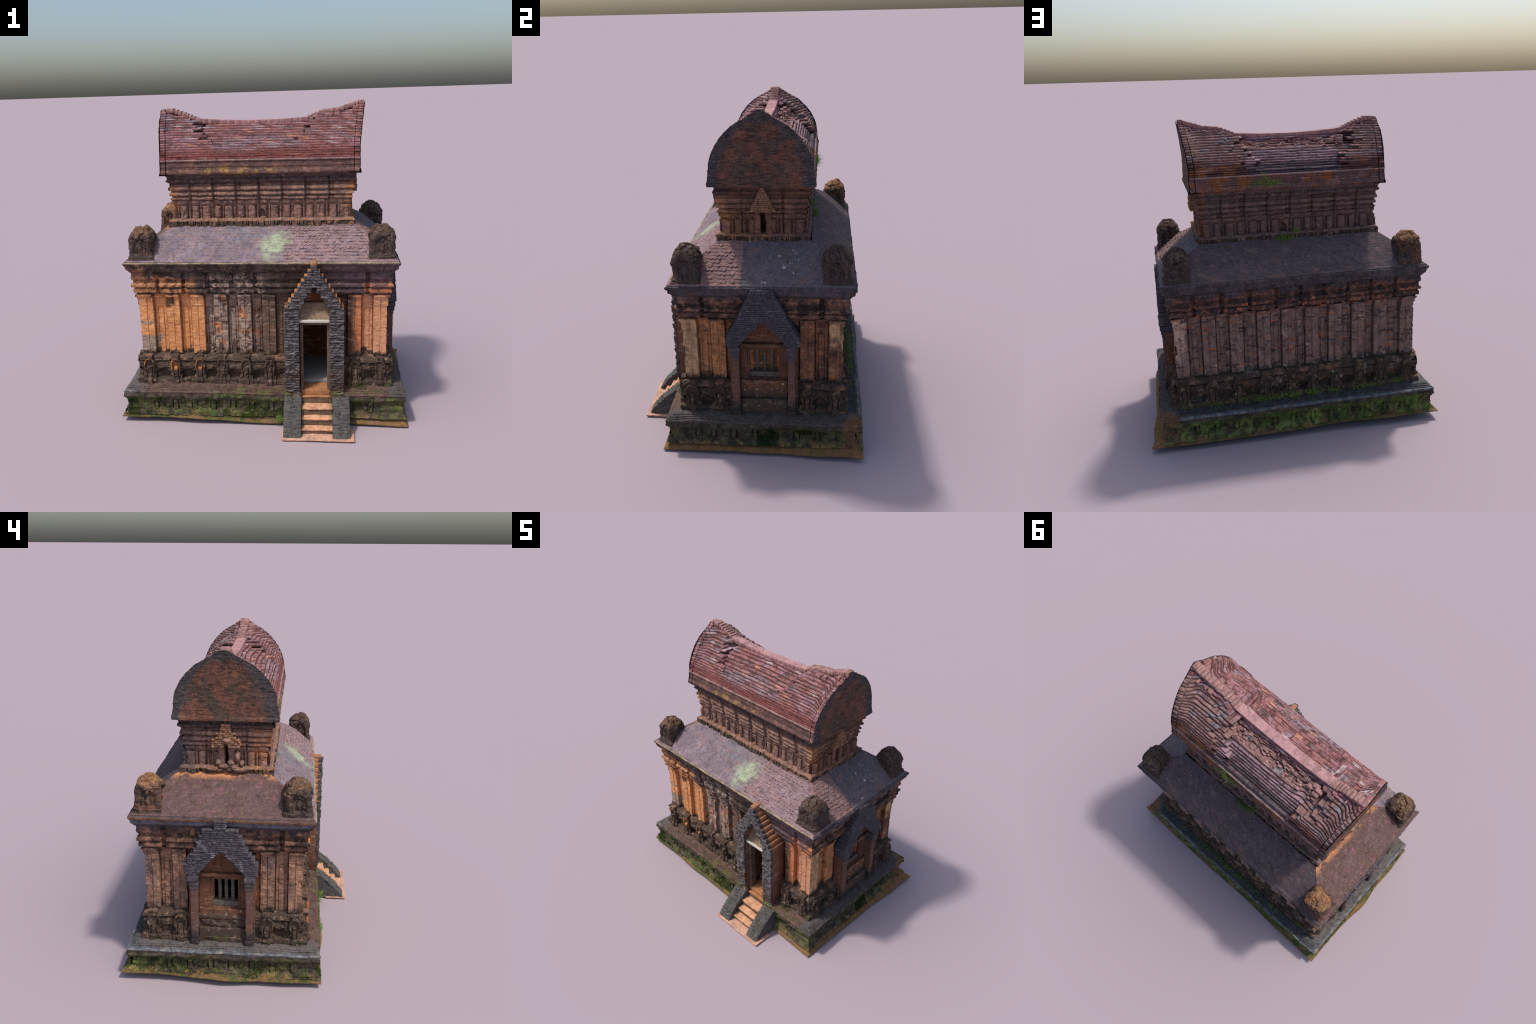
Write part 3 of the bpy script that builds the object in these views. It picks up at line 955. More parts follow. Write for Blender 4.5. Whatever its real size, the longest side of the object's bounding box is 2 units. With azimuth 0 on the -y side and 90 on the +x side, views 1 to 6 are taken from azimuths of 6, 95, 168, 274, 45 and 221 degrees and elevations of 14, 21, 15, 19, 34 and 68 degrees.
def pilaster_rule(c, seed, worn):
    def f(S, Z):
        u = np.abs(S - c - 0.0035)
        d = np.where((u < 0.0028) & (Z > 0.44) & (Z < 0.815), -0.005, 0.0)
        d = d + np.where((np.abs(u - 0.012) < 0.002) & (Z < 0.75), -0.0012, 0)
        d = d + brick_jitter(S, Z, seed) + worn * erosion(S, Z, seed)
        return d
    return f


def panel_rule(c, half, seed, worn):
    def f(S, Z):
        u = np.abs(S - c)
        ins = min(half * 0.42, 0.018)
        frame = (np.abs(u - ins) < 0.0025) & (Z < 0.735) | (u < ins) & (np.abs(Z - 0.735) < 0.0025)
        d = np.where(frame, -0.005, 0.0) + np.where((u < ins) & (Z < 0.735), 0.002, 0)
        # deep slots along both sides set the panel off from the pilasters
        d = d - 0.010 * smooth(u, half - 0.010, half - 0.004)
        return d + brick_jitter(S, Z, seed) + worn * erosion(S, Z, seed)
    return f


def entab_rule(gaps, seed, worn):
    def f(S, Z):
        d = 0 * S
        for g in gaps:
            u = np.abs(S - g)
            d = d - 0.024 * (1 - smooth(u, 0.008, 0.015))
            # little figures left standing in the gap
            d = d + 0.012 * np.clip(1 - np.hypot(u / 0.012, (Z - 0.925) / 0.016), 0, 1)
            d = d + 0.010 * np.clip(1 - np.hypot(u / 0.010, (Z - 0.86) / 0.014), 0, 1)
        return d + worn * erosion(S, Z, seed, 0.1, 0.010, 18.0) + brick_jitter(S, Z, seed, 0.05, 0.0118, 0.0012)
    return f


def wear(face, s):
    if face == "S":
        return 1.5 if -0.36 < s < -0.02 else 0.25
    return {"N": 1.0, "W": 0.7, "E": 0.6}[face]


for face in "SNWE":
    a, b = span(face, MAIN)
    cs = LAYOUT[face]
    mat = M[face]
    gap = PORCH_GAP[face]
    # --- pilasters
    ends = []
    for k, c in enumerate(cs):
        first, last = k == 0, k == len(cs) - 1
        s0 = a if first else c - PW / 2
        s1 = b if last else c + PW / 2
        ends.append((s0, s1))
        relief("pilaster", face, s0, s1, CAPITAL, mat, pilaster_rule(c, 11 + k, wear(face, c)),
               mitre=(first, last), back=-0.045, res=0.0036)
    # --- recessed panels between them
    for (p0, p1), (q0, q1) in zip(ends[:-1], ends[1:]):
        m = (p1 + q0) / 2
        if gap and gap[0] < m < gap[1]:
            o0, o1 = OPENING[face]
            cuts = [(p1 - 0.002, o0), (o1, q0 + 0.002)]
        else:
            cuts = [(p1 - 0.002, q0 + 0.002)]
        for s0, s1 in cuts:
            c = (s0 + s1) / 2
            relief("wall_panel", face, s0, s1, PANEL, mat, panel_rule(c, (s1 - s0) / 2, int(40 + 90 * abs(c)), wear(face, c)),
                   back=-0.06, res=0.0036)
    # --- entablature: one moulded block over each pilaster
    mids = [(p[1] + q[0]) / 2 for p, q in zip(ends[:-1], ends[1:])]
    if gap:
        mids = [m for m in mids if not gap[0] < m < gap[1]]
    bounds = [a]
    for k, c in enumerate(cs[:-1]):
        m = (ends[k][1] + ends[k + 1][0]) / 2
        bounds.append(m)
    bounds.append(b)
    for k, c in enumerate(cs):
        first, last = k == 0, k == len(cs) - 1
        relief("entablature_block", face, bounds[k], bounds[k + 1], ENTAB, mat,
               entab_rule([g for g in (bounds[k], bounds[k + 1]) if g not in (a, b)], 70 + k, wear(face, c)),
               mitre=(first, last), back=-0.05, res=0.0036)
    # --- cornice
    relief("cornice", face, a, b, CORNICE, mat, lambda S, Z: brick_jitter(S, Z, 5, 0.06, 0.012, 0.0015),
           mitre=(1, 1), back=-0.10, res=0.005, big=0.003)

    # --- foot course, with arched hollows between the niche piers
    def foot_rule(S, Z, cs=cs, face=face):
        d = brick_jitter(S, Z, 21, 0.045, 0.013, 0.003) - (0.008 if face == "N" else 0.002) * (Z > 0.27)
        for c0, c1 in zip(cs[:-1], cs[1:]):
            m, h = (c0 + c1) / 2, min((c1 - c0) / 2 - 0.03, 0.05)
            u = np.abs(S - m) / h
            arch = (u < 1) & (Z < 0.268 + 0.062 * np.sqrt(np.clip(1 - u ** 2, 0, 1))) & (Z > 0.264)
            rim = (u < 1.15) & (Z < 0.268 + 0.078 * np.sqrt(np.clip(1.3 - u ** 2, 0, 2))) & ~arch & (Z > 0.262)
            d = d + np.where(arch, -0.022, 0) + np.where(rim, 0.005, 0)
            d = d + np.where((np.abs(S - m) < h) & (np.abs(Z - 0.372) < 0.014), -0.004, 0)
        return d + erosion(S, Z, 23, 0.3, 0.008, 20)
    cut = [(a, b)]
    if face == "S":
        cut = [(a, 0.205), (0.430, b)]
    for s0, s1 in cut:
        relief("foot_course", face, s0, s1, FOOT, M["foot"], foot_rule, mitre=(s0 == a, s1 == b), back=-0.05, res=0.004,
               amp=0.0022)

# --- arched niches with a small pier, one under every pilaster
rng = random.Random(7)


def niche_rule(c, sw, seed, slim, out):
    def f(S, Z):
        u = (S - c) / sw
        au = np.abs(u)
        zt = Z - 0.236
        d = np.full_like(S, -0.05)
        rad = np.hypot(u / 0.040, (zt - 0.118) / 0.056)
        disc = (rad < 1) & (zt > 0.07)
        d = np.where(disc, 0.036, d)
        d = np.where(disc & (rad > 0.76), 0.049, d)
        d = np.where((au < 0.034) & (zt < 0.09), 0.036, d)
        d = np.where((au > 0.019) & (au < 0.030) & (zt < 0.09), 0.045, d)
        d = np.where((au < 0.016 - 0.004 * slim) & (zt < 0.112), 0.052, d)
        d = np.where((au < 0.047) & (zt < 0.030), 0.047, d)
        d = np.where((au < 0.021) & (zt < 0.034), 0.060, d)
        d = np.where((au > 0.028) & (au < 0.047) & (zt < 0.055), np.maximum(d, 0.040), d)
        d = np.where((au < 0.022) & (zt > 0.166) & (zt < 0.190), 0.040, d)
        d = np.where((au < 0.030) & (zt > 0.183) & (zt < 0.190), 0.042, d)
        d = np.where(d > 0, d * out, d)
        return d + brick_jitter(S, Z, seed, 0.03, 0.013, 0.0016) + erosion(S, Z, seed, 0.05 + 0.3 * slim, 0.009, 26)
    return f


for face in "SNWE":
    a, b = span(face, MAIN)
    for k, c in enumerate(LAYOUT[face]):
        if k == 0:
            c = c - 0.002
        if k == len(LAYOUT[face]) - 1:
            c = c + 0.002
        relief("foot_niche", face, c - 0.052, c + 0.052, [(0, 0.228), (0, 0.428)], M["foot"],
               niche_rule(c, rng.uniform(0.82, 1.08), 100 + k, rng.random(), (0.72 if face == "N" else 0.92) * rng.uniform(0.85, 1.1)), back=-0.05, res=0.003, amp=0.002, big=0.003, angle=45)

# --- inner masonry that carries the roof, and the room behind the doorway
core = []
X0, X1, Y0, Y1 = -0.755, 0.725, -0.332, 0.516
T = 0.05
for x0, x1 in ((X0, 0.205), (0.430, X1)):
    core.append((x0, x1, Y0, Y0 + T, 0.20, 1.04))
core.append((0.205, 0.430, Y0, Y0 + T, 0.93, 1.04))
core.append((X0, X1, Y1 - T, Y1, 0.20, 1.04))
for xw0, xw1, (o0, o1) in ((X0, X0 + T, OPENING["W"]), (X1 - T, X1, OPENING["E"])):
    core += [(xw0, xw1, Y0 + T + .002, o0, 0.20, 1.04), (xw0, xw1, o1, Y1 - T - .002, 0.20, 1.04),
             (xw0, xw1, o0, o1, 0.20, 0.47), (xw0, xw1, o0, o1, 0.635, 1.04)]
boxes("lower_storey_wall", core, M["inner"], amp=0, stuff=False)
slab("room_floor", X0 + T, X1 - T, Y0 + 0.002, Y1 - T, 0.19, 0.237, M["floor"], h=0.05, amp=0.001)
slab("room_back_wall", 0.12, 0.52, 0.06, 0.10, 0.235, 1.0, M["inner"], h=0.02)
slab("room_ceiling", X0 + 0.01, X1 - 0.01, Y0 + 0.01, Y1 - 0.01, 1.02, 1.036, M["inner"], h=0.1, amp=0)

# =====================================================================================
#  plinth and apron
# =====================================================================================
PLINTH = [(0.122, 0.050), (0.116, 0.056), (0.112, 0.068), (0.103, 0.078), (0.097, 0.092), (0.094, 0.120), (0.099, 0.142),
          (0.104, 0.150), (0.104, 0.158), (0.112, 0.161), (0.116, 0.172), (0.114, 0.184), (0.113, 0.196), (0.117, 0.203),
          (0.114, 0.209), (0.104, 0.2105), (0.103, 0.2165), (0.092, 0.218), (0.091, 0.224), (0.079, 0.2255), (0.078, 0.231),
          (0.055, 0.2345), (0.00, 0.236)]


def plinth_rule(face):
    def f(S, Z):
        d = brick_jitter(S, Z, 31, 0.06, 0.016, 0.0018)
        dado = (Z > 0.082) & (Z < 0.146)
        post = np.abs(((S + 0.02) / 0.125) % 1 - 0.5) < 0.10
        slot = np.abs(np.abs(((S + 0.02) / 0.125) % 1 - 0.5) - 0.13) < 0.025
        d = d + np.where(dado & post, 0.006, 0) + np.where(dado & slot, -0.009, 0)
        mossy = {"S": 0.006, "N": 0.010, "W": 0.006, "E": 0.004}[face] * (1 - smooth(Z, 0.15, 0.19))
        q = np.stack([S.ravel() * 38, Z.ravel() * 38, 0 * S.ravel() + ord(face)], 1)
        d = d + mossy * (vnoise(q, 6) + 0.5 * vnoise(q * 2.1, 7)).reshape(S.shape)
        return d
    return f


for face in "SNWE":
    a, b = span(face, MAIN)
    cuts = [(a, b)]
    if face == "S":
        cuts = [(a, 0.235), (0.425, b)]
    for s0, s1 in cuts:
        relief("plinth_side", face, s0, s1, PLINTH, M["plinth"], plinth_rule(face), mitre=(s0 == a, s1 == b), back=0.0,
               res=0.0048, amp=0.0018, big=0.004)

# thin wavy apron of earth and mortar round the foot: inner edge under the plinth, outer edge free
CORN = {"SW": (-0.938, -0.502, 0.038), "SE": (0.898, -0.513, 0.012), "NE": (0.957, 0.684, 0.038), "NW": (-0.938, 0.710, 0.054)}


def apron():
    outer = []
    order = ["SW", "SE", "NE", "NW", "SW"]
    for i in range(4):
        p, q = np.array(CORN[order[i]]), np.array(CORN[order[i + 1]])
        n = int(np.linalg.norm(q - p) / 0.012)
        t = np.arange(n) / n
        e = p + (q - p) * t[:, None]
        bump = np.sin(np.pi * t)
        dirn = np.array([(q - p)[1], -(q - p)[0], 0.0])
        dirn /= np.linalg.norm(dirn)
        wob = 0.012 * vnoise(np.stack([t * 5 + 9 * i, 0 * t + i, 0 * t], 1), 4) - (0.012 if i == 0 else 0.002)
        if i == 0:       # the front bulges left of the steps
            wob = wob + 0.024 * smooth(t, 0.15, 0.3) * (1 - smooth(t, 0.6, 0.68)) + 0.004
            e[:, 2] += 0.006 * smooth(t, 0.15, 0.3) * (1 - smooth(t, 0.6, 0.68))
        if i == 1:
            wob = wob - 0.008
        e = e + dirn * (wob * smooth(bump, 0, 0.35))[:, None]
        e[:, 2] += 0.008 * vnoise(np.stack([t * 6 + 3 * i, 0 * t, 0 * t + 5], 1), 8) * bump
        if i == 0:
            e[:, 2] -= 0.012 * smooth(t, 0.2, 0.45) * (1 - smooth(t, 0.6, 0.8))
        if i == 3:
            wob = 0.004
            e[:, 0] -= 0.030 * np.exp(-((t - 0.52) / 0.12) ** 2)
            e[:, 2] -= 0.012 * np.exp(-((t - 0.62) / 0.1) ** 2)
        if i == 2:
            e[:, 2] += 0.006 * bump
        outer.append(e)
    O = np.concatenate(outer)
    c = np.array([MAIN["cx"], MAIN["cy"], 0])
    inner = O.copy()
    lim = np.array([MAIN["a"] + 0.06, MAIN["b"] + 0.06])
    inner[:, 0] = np.clip(O[:, 0], c[0] - lim[0], c[0] + lim[0])
    inner[:, 1] = np.clip(O[:, 1], c[1] - lim[1], c[1] + lim[1])
    inner[:, 2] = 0.056
    rows = []
    for t in (0, 0.33, 0.66, 1.0):
        r = O + (inner - O) * t
        r[:, 2] += 0.006 * math.sin(math.pi * t)
        rows.append(r)
    low = O.copy()
    low[:, 2] -= 0.005
    lowin = inner.copy()
    lowin[:, 2] -= 0.012
    rows = [lowin, low] + rows
    V = np.stack(rows).reshape(-1, 3)
    V = weather(V, 0.0015, 40)
    make("ground_apron", V, [grid_faces(len(rows), len(O), False, 0, True)], M["apron"])


apron()

# =====================================================================================
#  front porch
# =====================================================================================
R = random.Random(3)
PX, PF = 0.318, -0.497          # porch axis, front plane


def porch_outer(z):
    """half width of the stepped gable"""
    if z < 0.778:
        return 0.182
    k = int((z - 0.778) / 0.0335)
    return max(0.182 - 0.0205 * (k + 1), 0.017)


def porch_inner(z):
    for top, w in ((0.785, 0.0945), (0.812, 0.078), (0.842, 0.060), (0.877, 0.041), (0.910, 0.016)):
        if z < top:
            return w
    return 0.0


def brick_run(out, u0, u1, z0, z1, v0, v1, w, R, swap=None, jit=0.004):
    """one row of bricks from u0 to u1, front face v0 (jittered), back v1"""
    u = u0
    while u < u1 - 0.004:
        n = min(u1, u + w * R.uniform(0.7, 1.35))
        if u1 - n < 0.010:
            n = u1
        f = v0 + R.uniform(-jit, jit)
        box = (u, n - 0.0004, min(f, v1), max(f, v1), z0, z1)
        if swap:
            box = (box[2], box[3], box[0], box[1], box[4], box[5])
        out.append(box)
        u = n


face_rows, tops = [], []
PDIM = dict(cx=0.0, cy=0.0, a=0.0, b=-PF)          # relief plane of the rough face


def strata(S, Z):
    """ragged courses: flaky layers that jut out unevenly"""
    s, z = S.ravel(), Z.ravel()
    row = np.floor(z / 0.0168)
    brick = np.floor(s / 0.05 + 0.9 * hash3(row, 0 * row, 0 * row, 4))
    d = 0.009 * (hash3(row, brick, 0 * row, 8) - 0.5)
    q = np.stack([s * 45, z * 110, 0 * s], 1)
    d = d + 0.0045 * vnoise(q, 5) + 0.003 * vnoise(q * 2.2, 6)
    f = (z / 0.0168) % 1
    d = d - 0.007 * (1 - smooth(np.minimum(f, 1 - f), 0.0, 0.22))
    return d.reshape(S.shape) + 0.008 * smooth(Z, 0.7, 1.05) - 0.010 * smooth(Z, 0.35, 0.2)


h = 0.01675
z = 0.195
while z < 1.045:
    zm = z + h / 2
    o, i = porch_outer(zm), porch_inner(zm)
    o += R.uniform(-0.003, 0.002)
    runs = [(PX - o, PX + o)]
    if i > 0.001:
        runs = [(PX - o, PX - i - R.uniform(-.002, .003)), (PX + i + R.uniform(-.002, .003), PX + o)]
    for u0, u1 in runs:
        relief("porch", "S", u0, u1, [(0, z), (0, z + h)], None, strata, PDIM, back=-0.022, res=0.0034, amp=0.0018, scale=70, into=face_rows)
    z += h
join("porch_front_bricks", face_rows, M["rubble"])
# body of the porch behind the rough face: jambs and the stepped sides
body = []
for s in (-1, 1):
    x0, x1 = sorted((PX + s * 0.094, PX + s * 0.181))
    body.append((x0, x1, PF + 0.021, -0.335, 0.195, 0.779))
for k in range(8):
    z0 = 0.778 + 0.0335 * k
    o = 0.1805 - 0.0205 * (k + 1) + 0.02
    i = porch_inner(z0 + 0.02)
    for s in (-1, 1):
        x0, x1 = sorted((PX + s * max(i, 0.0003), PX + s * (o - 0.0195)))
        body.append((x0, x1, PF + 0.021 + 0.0005 * k, -0.325, z0 + 0.0008, z0 + 0.0335))
    for s in (-1, 1):
        x0, x1 = sorted((PX + s * (o - 0.0195), PX + s * (o + 0.0015)))
        tops.append((x0, x1, PF + 0.004, -0.33, z0 - 0.010, z0 + 0.0006))
        x0, x1 = sorted((PX + s * (o - 0.021), PX + s * (o - 0.0185)))
        tops.append((x0, x1, PF + 0.022, -0.33, z0 + 0.001, z0 + 0.031))
body.append((PX - 0.016, PX + 0.016, PF + 0.02, -0.33, 1.03, 1.062))
tops.append((PX - 0.017, PX + 0.017, PF + 0.002, -0.33, 1.0455, 1.0665))
boxes("porch_body", body, M["side"], 0.002, 0.001, 60, stuff=False)
boxes("porch_step_bricks", tops, M["stepped"], 0.002, 0.001, 60)
# door frame, lintel and tympanum in the passage
dy0, dy1 = -0.452, -0.40
slab("door_lintel", 0.2225, 0.4135, -0.476, -0.36, 0.678, 0.696, M["lintel"], r=0.004)
slab("door_head", 0.235, 0.402, dy0 + 0.006, dy1, 0.655, 0.6785, M["frame"])
for s in (-1, 1):
    x0, x1 = sorted((0.322 + s * 0.074, 0.322 + s * 0.0925))
    slab("door_jamb", x0, x1, dy0, dy1, 0.20, 0.677, M["frame"])
slab("door_threshold", 0.228, 0.410, dy0 - 0.004, -0.34, 0.192, 0.222, M["landing"])


def tymp_warp(V):
    V = V.copy()
    t = np.clip((V[:, 2] - 0.69) / 0.11, 0, 1)
    V[:, 1] += 0.060 * t
    return V


slab("tympanum", 0.2225, 0.4135, -0.464, -0.44, 0.69, 0.79, M["tymp"], warp=tymp_warp)
slab("tympanum_brick", 0.2245, 0.4115, -0.384, -0.352, 0.78, 0.93, M["inner"])

# =====================================================================================
#  stairs
# =====================================================================================
steps = [(-0.478, 0.190, "landing"), (-0.545, 0.140, "tread"), (-0.590, 0.093, "tread"), (-0.640, 0.046, "tread")]
yb = -0.38
for k, (ye, zt, mt) in enumerate(steps):
    back = yb if k == 0 else steps[k - 1][0] + 0.012
    slab("stair_tread", 0.234, 0.428, ye, back, zt - 0.011, zt, M[mt], r=0.004, amp=0.002, scale=25, big=0.003)
    slab("stair_riser", 0.236, 0.426, ye + 0.005, back, max(0.006, zt - 0.048), zt - 0.0105, M["riser"], amp=0.002)
slab("step_pad", 0.117, 0.560, -0.708, -0.56, 0.0045, 0.0140, M["pad"], amp=0.002, big=0.003)


def cheek_top(y):
    return np.interp(y, [-0.690, -0.675, -0.635, -0.58, -0.53, -0.505, -0.47], [0.012, 0.034, 0.082, 0.134, 0.176, 0.190, 0.192])


def cheek_rule(V):
    V = V.copy()
    top = cheek_top(V[:, 1]) - 0.004
    V[:, 2] = 0.006 + (V[:, 2] - 0.006) / 0.18 * (top - 0.006)
    return V


for s in (-1, 1):
    x0, x1 = (0.127, 0.2335) if s < 0 else (0.4285, 0.533)
    slab("cheek_wall", x0, x1, -0.688, -0.478, 0.006, 0.178, M["cheek"], h=0.006, warp=cheek_rule, amp=0.002)
    rows = []
    n = 30
    for k in range(n):
        y0 = -0.689 + 0.196 * k / n
        zz = float(cheek_top(y0)) + 0.001
        u = x0 - 0.001
        while u < x1 - 0.005:
            e = min(x1 + 0.001, u + R.uniform(0.03, 0.075))
            if x1 - e < 0.012:
                e = x1 + 0.001
            dz = R.uniform(-0.0022, 0.0022)
            rows.append((u, e - 0.0006, y0, y0 + 0.009, max(0.004, zz - 0.016 + dz), zz + 0.003 + dz * 2.2))
            u = e
    boxes("cheek_brick", rows, M["cheek"], 0.0016, 0.0022, 70)

# =====================================================================================
#  blind porches on the two short sides
# =====================================================================================
def side_porch(face):
    R = random.Random(ord(face))
    sg = -1 if face == "W" else 1
    cx = 0.0995 if face == "W" else 0.100
    front = -0.872 if face == "W" else 0.847
    wall = MAIN["cx"] + sg * (MAIN["a"] - 0.03)
    rows = []
    z, h = 0.690, 0.0132
    while z < 1.035:
        zm = z + h / 2
        if zm < 0.70:
            o = 0.195
        elif zm < 0.742:
            o = 0.213
        else:
            t = (zm - 0.742) / (1.03 - 0.742)
            o = 0.213 - 0.145 * t ** 0.92
            if face == "W":
                o = 0.213 - 0.018 * math.floor((0.213 - o) / 0.018)
        if zm > 1.0:
            o = min(o, 0.08 if face == "E" else 0.036)
        i = max(0.0, 0.131 * (1 - (zm - 0.682) / 0.172)) if zm < 0.855 else 0.0
        i = i ** 0.92 if i > 0 else 0
        f = front + sg * (0.006 if zm < 0.742 else 0.003 + (0.010 if face == "W" else 0.002) * (zm - 0.742) / 0.29)
        o += R.uniform(-0.003, 0.003)
        for u0, u1 in (((cx - o, cx - i), (cx + i, cx + o)) if i > 0.004 else ((cx - o, cx + o),)):
            brick_run(rows, u0, u1, z, z + h - 0.0004, f, wall, 0.034, R, True, 0.002)
        z += h
    boxes("porch_gable_bricks", rows, M["porch"], 0.0018, 0.0016, 60)
    for s in (-1, 1):
        def pier(u0, u1, f, z0, z1, name, mat):
            y0, y1 = sorted((cx + s * u0, cx + s * u1))
            x0, x1 = sorted((front + sg * (f + (0.008 if face == "W" else 0.0)), wall))
            slab(name, x0, x1, y0, y1, z0, z1, M[mat], r=0.004, amp=0.0018)
        pier(0.133, 0.198, 0.002, 0.658, 0.6905, "porch_capital", "porch")
        pier(0.137, 0.192, -0.004, 0.628, 0.658, "porch_capital", "porch")
        pier(0.139, 0.187, -0.009, 0.600, 0.628, "porch_capital", "porch")
        pier(0.142, 0.184, -0.012, 0.265, 0.600, "porch_pier", "porch")
        pier(0.137, 0.189, -0.004, 0.228, 0.265, "porch_pier_base", "porch")
        pier(0.180, 0.196, -0.035, 0.228, 0.640, "porch_side_strip", "panel")
    # back panel with window
    w0, w1 = (0.004, 0.160) if face == "W" else (0.012, 0.186)
    zb, zt = 0.462, 0.632
    pf = -0.799 if face == "W" else 0.772

    def blk(name, y0, y1, z0, z1, d, mat="panel", **k):
        x0, x1 = sorted((pf + sg * d, wall - sg * 0.02))
        return slab(name, x0, x1, y0, y1, z0, z1, M[mat], amp=0.0015, **k)
    y0, y1 = cx - 0.1405, cx + 0.1405
    blk("porch_panel", y0, w0 - 0.012, 0.33, zt + 0.012, 0)
    blk("porch_panel", w1 + 0.012, y1, 0.33, zt + 0.012, 0)
    blk("porch_panel", w0 - 0.012, w1 + 0.012, 0.33, zb - 0.012, 0.0005)
    blk("porch_sill", y0 + 0.002, y1 - 0.002, 0.325, zb - 0.018, 0.020)
    blk("porch_panel", y0, y1, zt + 0.0125, 0.662, 0.002)
    blk("porch_panel", y0 + 0.006, y1 - 0.006, 0.662, 0.684, 0.024)
    blk("porch_panel", y0, y1, 0.684, 0.87, 0.004)
    blk("porch_foot", y0, y1, 0.228, 0.325, 0.036, "foot")
    for q0, q1, z0, z1 in ((w0 - 0.012, w0, zb - 0.012, zt + 0.012), (w1, w1 + 0.012, zb - 0.012, zt + 0.012)):
        blk("window_frame", q0, q1, z0, z1, -0.008)
    blk("window_frame", w0, w1, zt, zt + 0.012, -0.008)
    blk("window_frame", w0, w1, zb - 0.012, zb + 0.020, -0.012, "baluster")
    xc = pf - sg * 0.046
    if face == "E":
        slab("window_back", pf - 0.062, pf - 0.046, w0 - 0.01, w1 + 0.01, zb, zt + 0.01, M["inner"], amp=0.003, big=0.004)
    for k in range(3):
        yc = w0 + (w1 - w0) * (k + 1) / 4
        prof = [(0.013, 0.0), (0.013, 0.008), (0.009, 0.012), (0.0125, 0.024), (0.0085, 0.036), (0.0115, 0.048), (0.0125, 0.080),
                (0.009, 0.105), (0.0115, 0.118), (0.0115, 0.128), (0.014, 0.136), (0.014, 0.152)]
        p = resample(prof, 0.004)
        th = np.linspace(0, 2 * np.pi, 20, endpoint=False)
        V = np.stack([xc + p[:, :1] * np.cos(th), yc + p[:, :1] * np.sin(th), np.repeat(zb + 0.018 + p[:, 1:], 20, 1)], -1).reshape(-1, 3)
        make("baluster", weather(V, 0.001, 60), [grid_faces(len(p), 20, False, 0, True)], M["baluster"])


side_porch("W")
side_porch("E")

# =====================================================================================
#  lower hip roof
# =====================================================================================
EAVE = (-0.015, 0.092, 0.838, 0.522, 1.052)
TOP = (-0.019, 0.104, 0.590, 0.268, 1.243)


def roof_side(face):
    nrow = 13
    vs, st = [], []
    for r in range(nrow):
        for t, d in ((0.0, 1.0), (0.10, 1.0), (0.5, 0.55), (0.93, 0.08), (0.999, 0.0)):
            vs.append((r + t) / nrow)
            st.append(d)
    vs, st = np.array(vs), np.array(st)
    n = 300 if face in "SN" else 200
    u = np.linspace(-1, 1, n)
    UU, VV = np.meshgrid(u, vs)
    ST = np.repeat(st[:, None], n, 1)
    e, t = EAVE, TOP

    def lerp(k): return e[k] + (t[k] - e[k]) * VV
    cx, cy, hx, hy = lerp(0), lerp(1), lerp(2), lerp(3)
    Z = lerp(4) + 0.012 * np.sin(np.pi * VV)
    if face in "SN":
        X = cx + UU * hx
        Y = cy + (-hy if face == "S" else hy)
        L = X
    else:
        Y = cy + UU * hy
        X = cx + (-hx if face == "W" else hx)
        L = Y
    row = np.floor(VV * nrow)
    tile = np.floor(L / 0.024 + 3.3 * hash3(row, 0 * row, 0 * row, 2))
    rnd = hash3(row, tile, 0 * row, ord(face))
    # loose scalloped tiles on the south-east, mortared-over rows elsewhere
    loose = np.zeros_like(X)
    if face == "S":
        loose = smooth(X + 0.06 * (rnd - 0.5), 0.10, 0.2)
    if face == "E":
        loose = 1 - smooth(Y + 0.04 * (rnd - 0.5), -0.02, 0.02)
    edge = smooth(1 - np.abs(UU), 0.0, 0.05)
    frac = (L / 0.024 + 3.3 * hash3(row, 0 * row, 0 * row, 2)) % 1
    scal = np.sin(np.pi * frac) ** 0.7
    step = (0.0007 + 0.0045 * loose) * ST * edge * (0.2 + 1.4 * rnd)
    Z = Z + step
    slide = 0.008 * loose * ((scal - 0.4) * (0.3 + rnd) + 0.8 * (rnd - 0.5)) * ST * edge
    k = {"S": (0, -1), "N": (0, 1), "W": (-1, 0), "E": (1, 0)}[face]
    X, Y, Z = X + k[0] * slide, Y + k[1] * slide, Z - 0.72 * slide
    V = np.stack([X, Y, Z], -1).reshape(-1, 3)
    V = weather(V, 0.0012, 50, 0.002)
    make("lower_roof_slope", V, [grid_faces(len(vs), n, face in "NW")], M["roof"])


for face in "SNWE":
    roof_side(face)
# thin lip that closes the roof edge on the cornice
for face in "SNWE":
    a, b = span(face, MAIN)
    relief("roof_lip", face, a, b, [(0.03, 1.050), (0.0595, 1.0535), (0.0595, 1.0600), (0.052, 1.0645), (0.02, 1.072)], M["roof"], mitre=(1, 1), back=0.0, res=0.006)


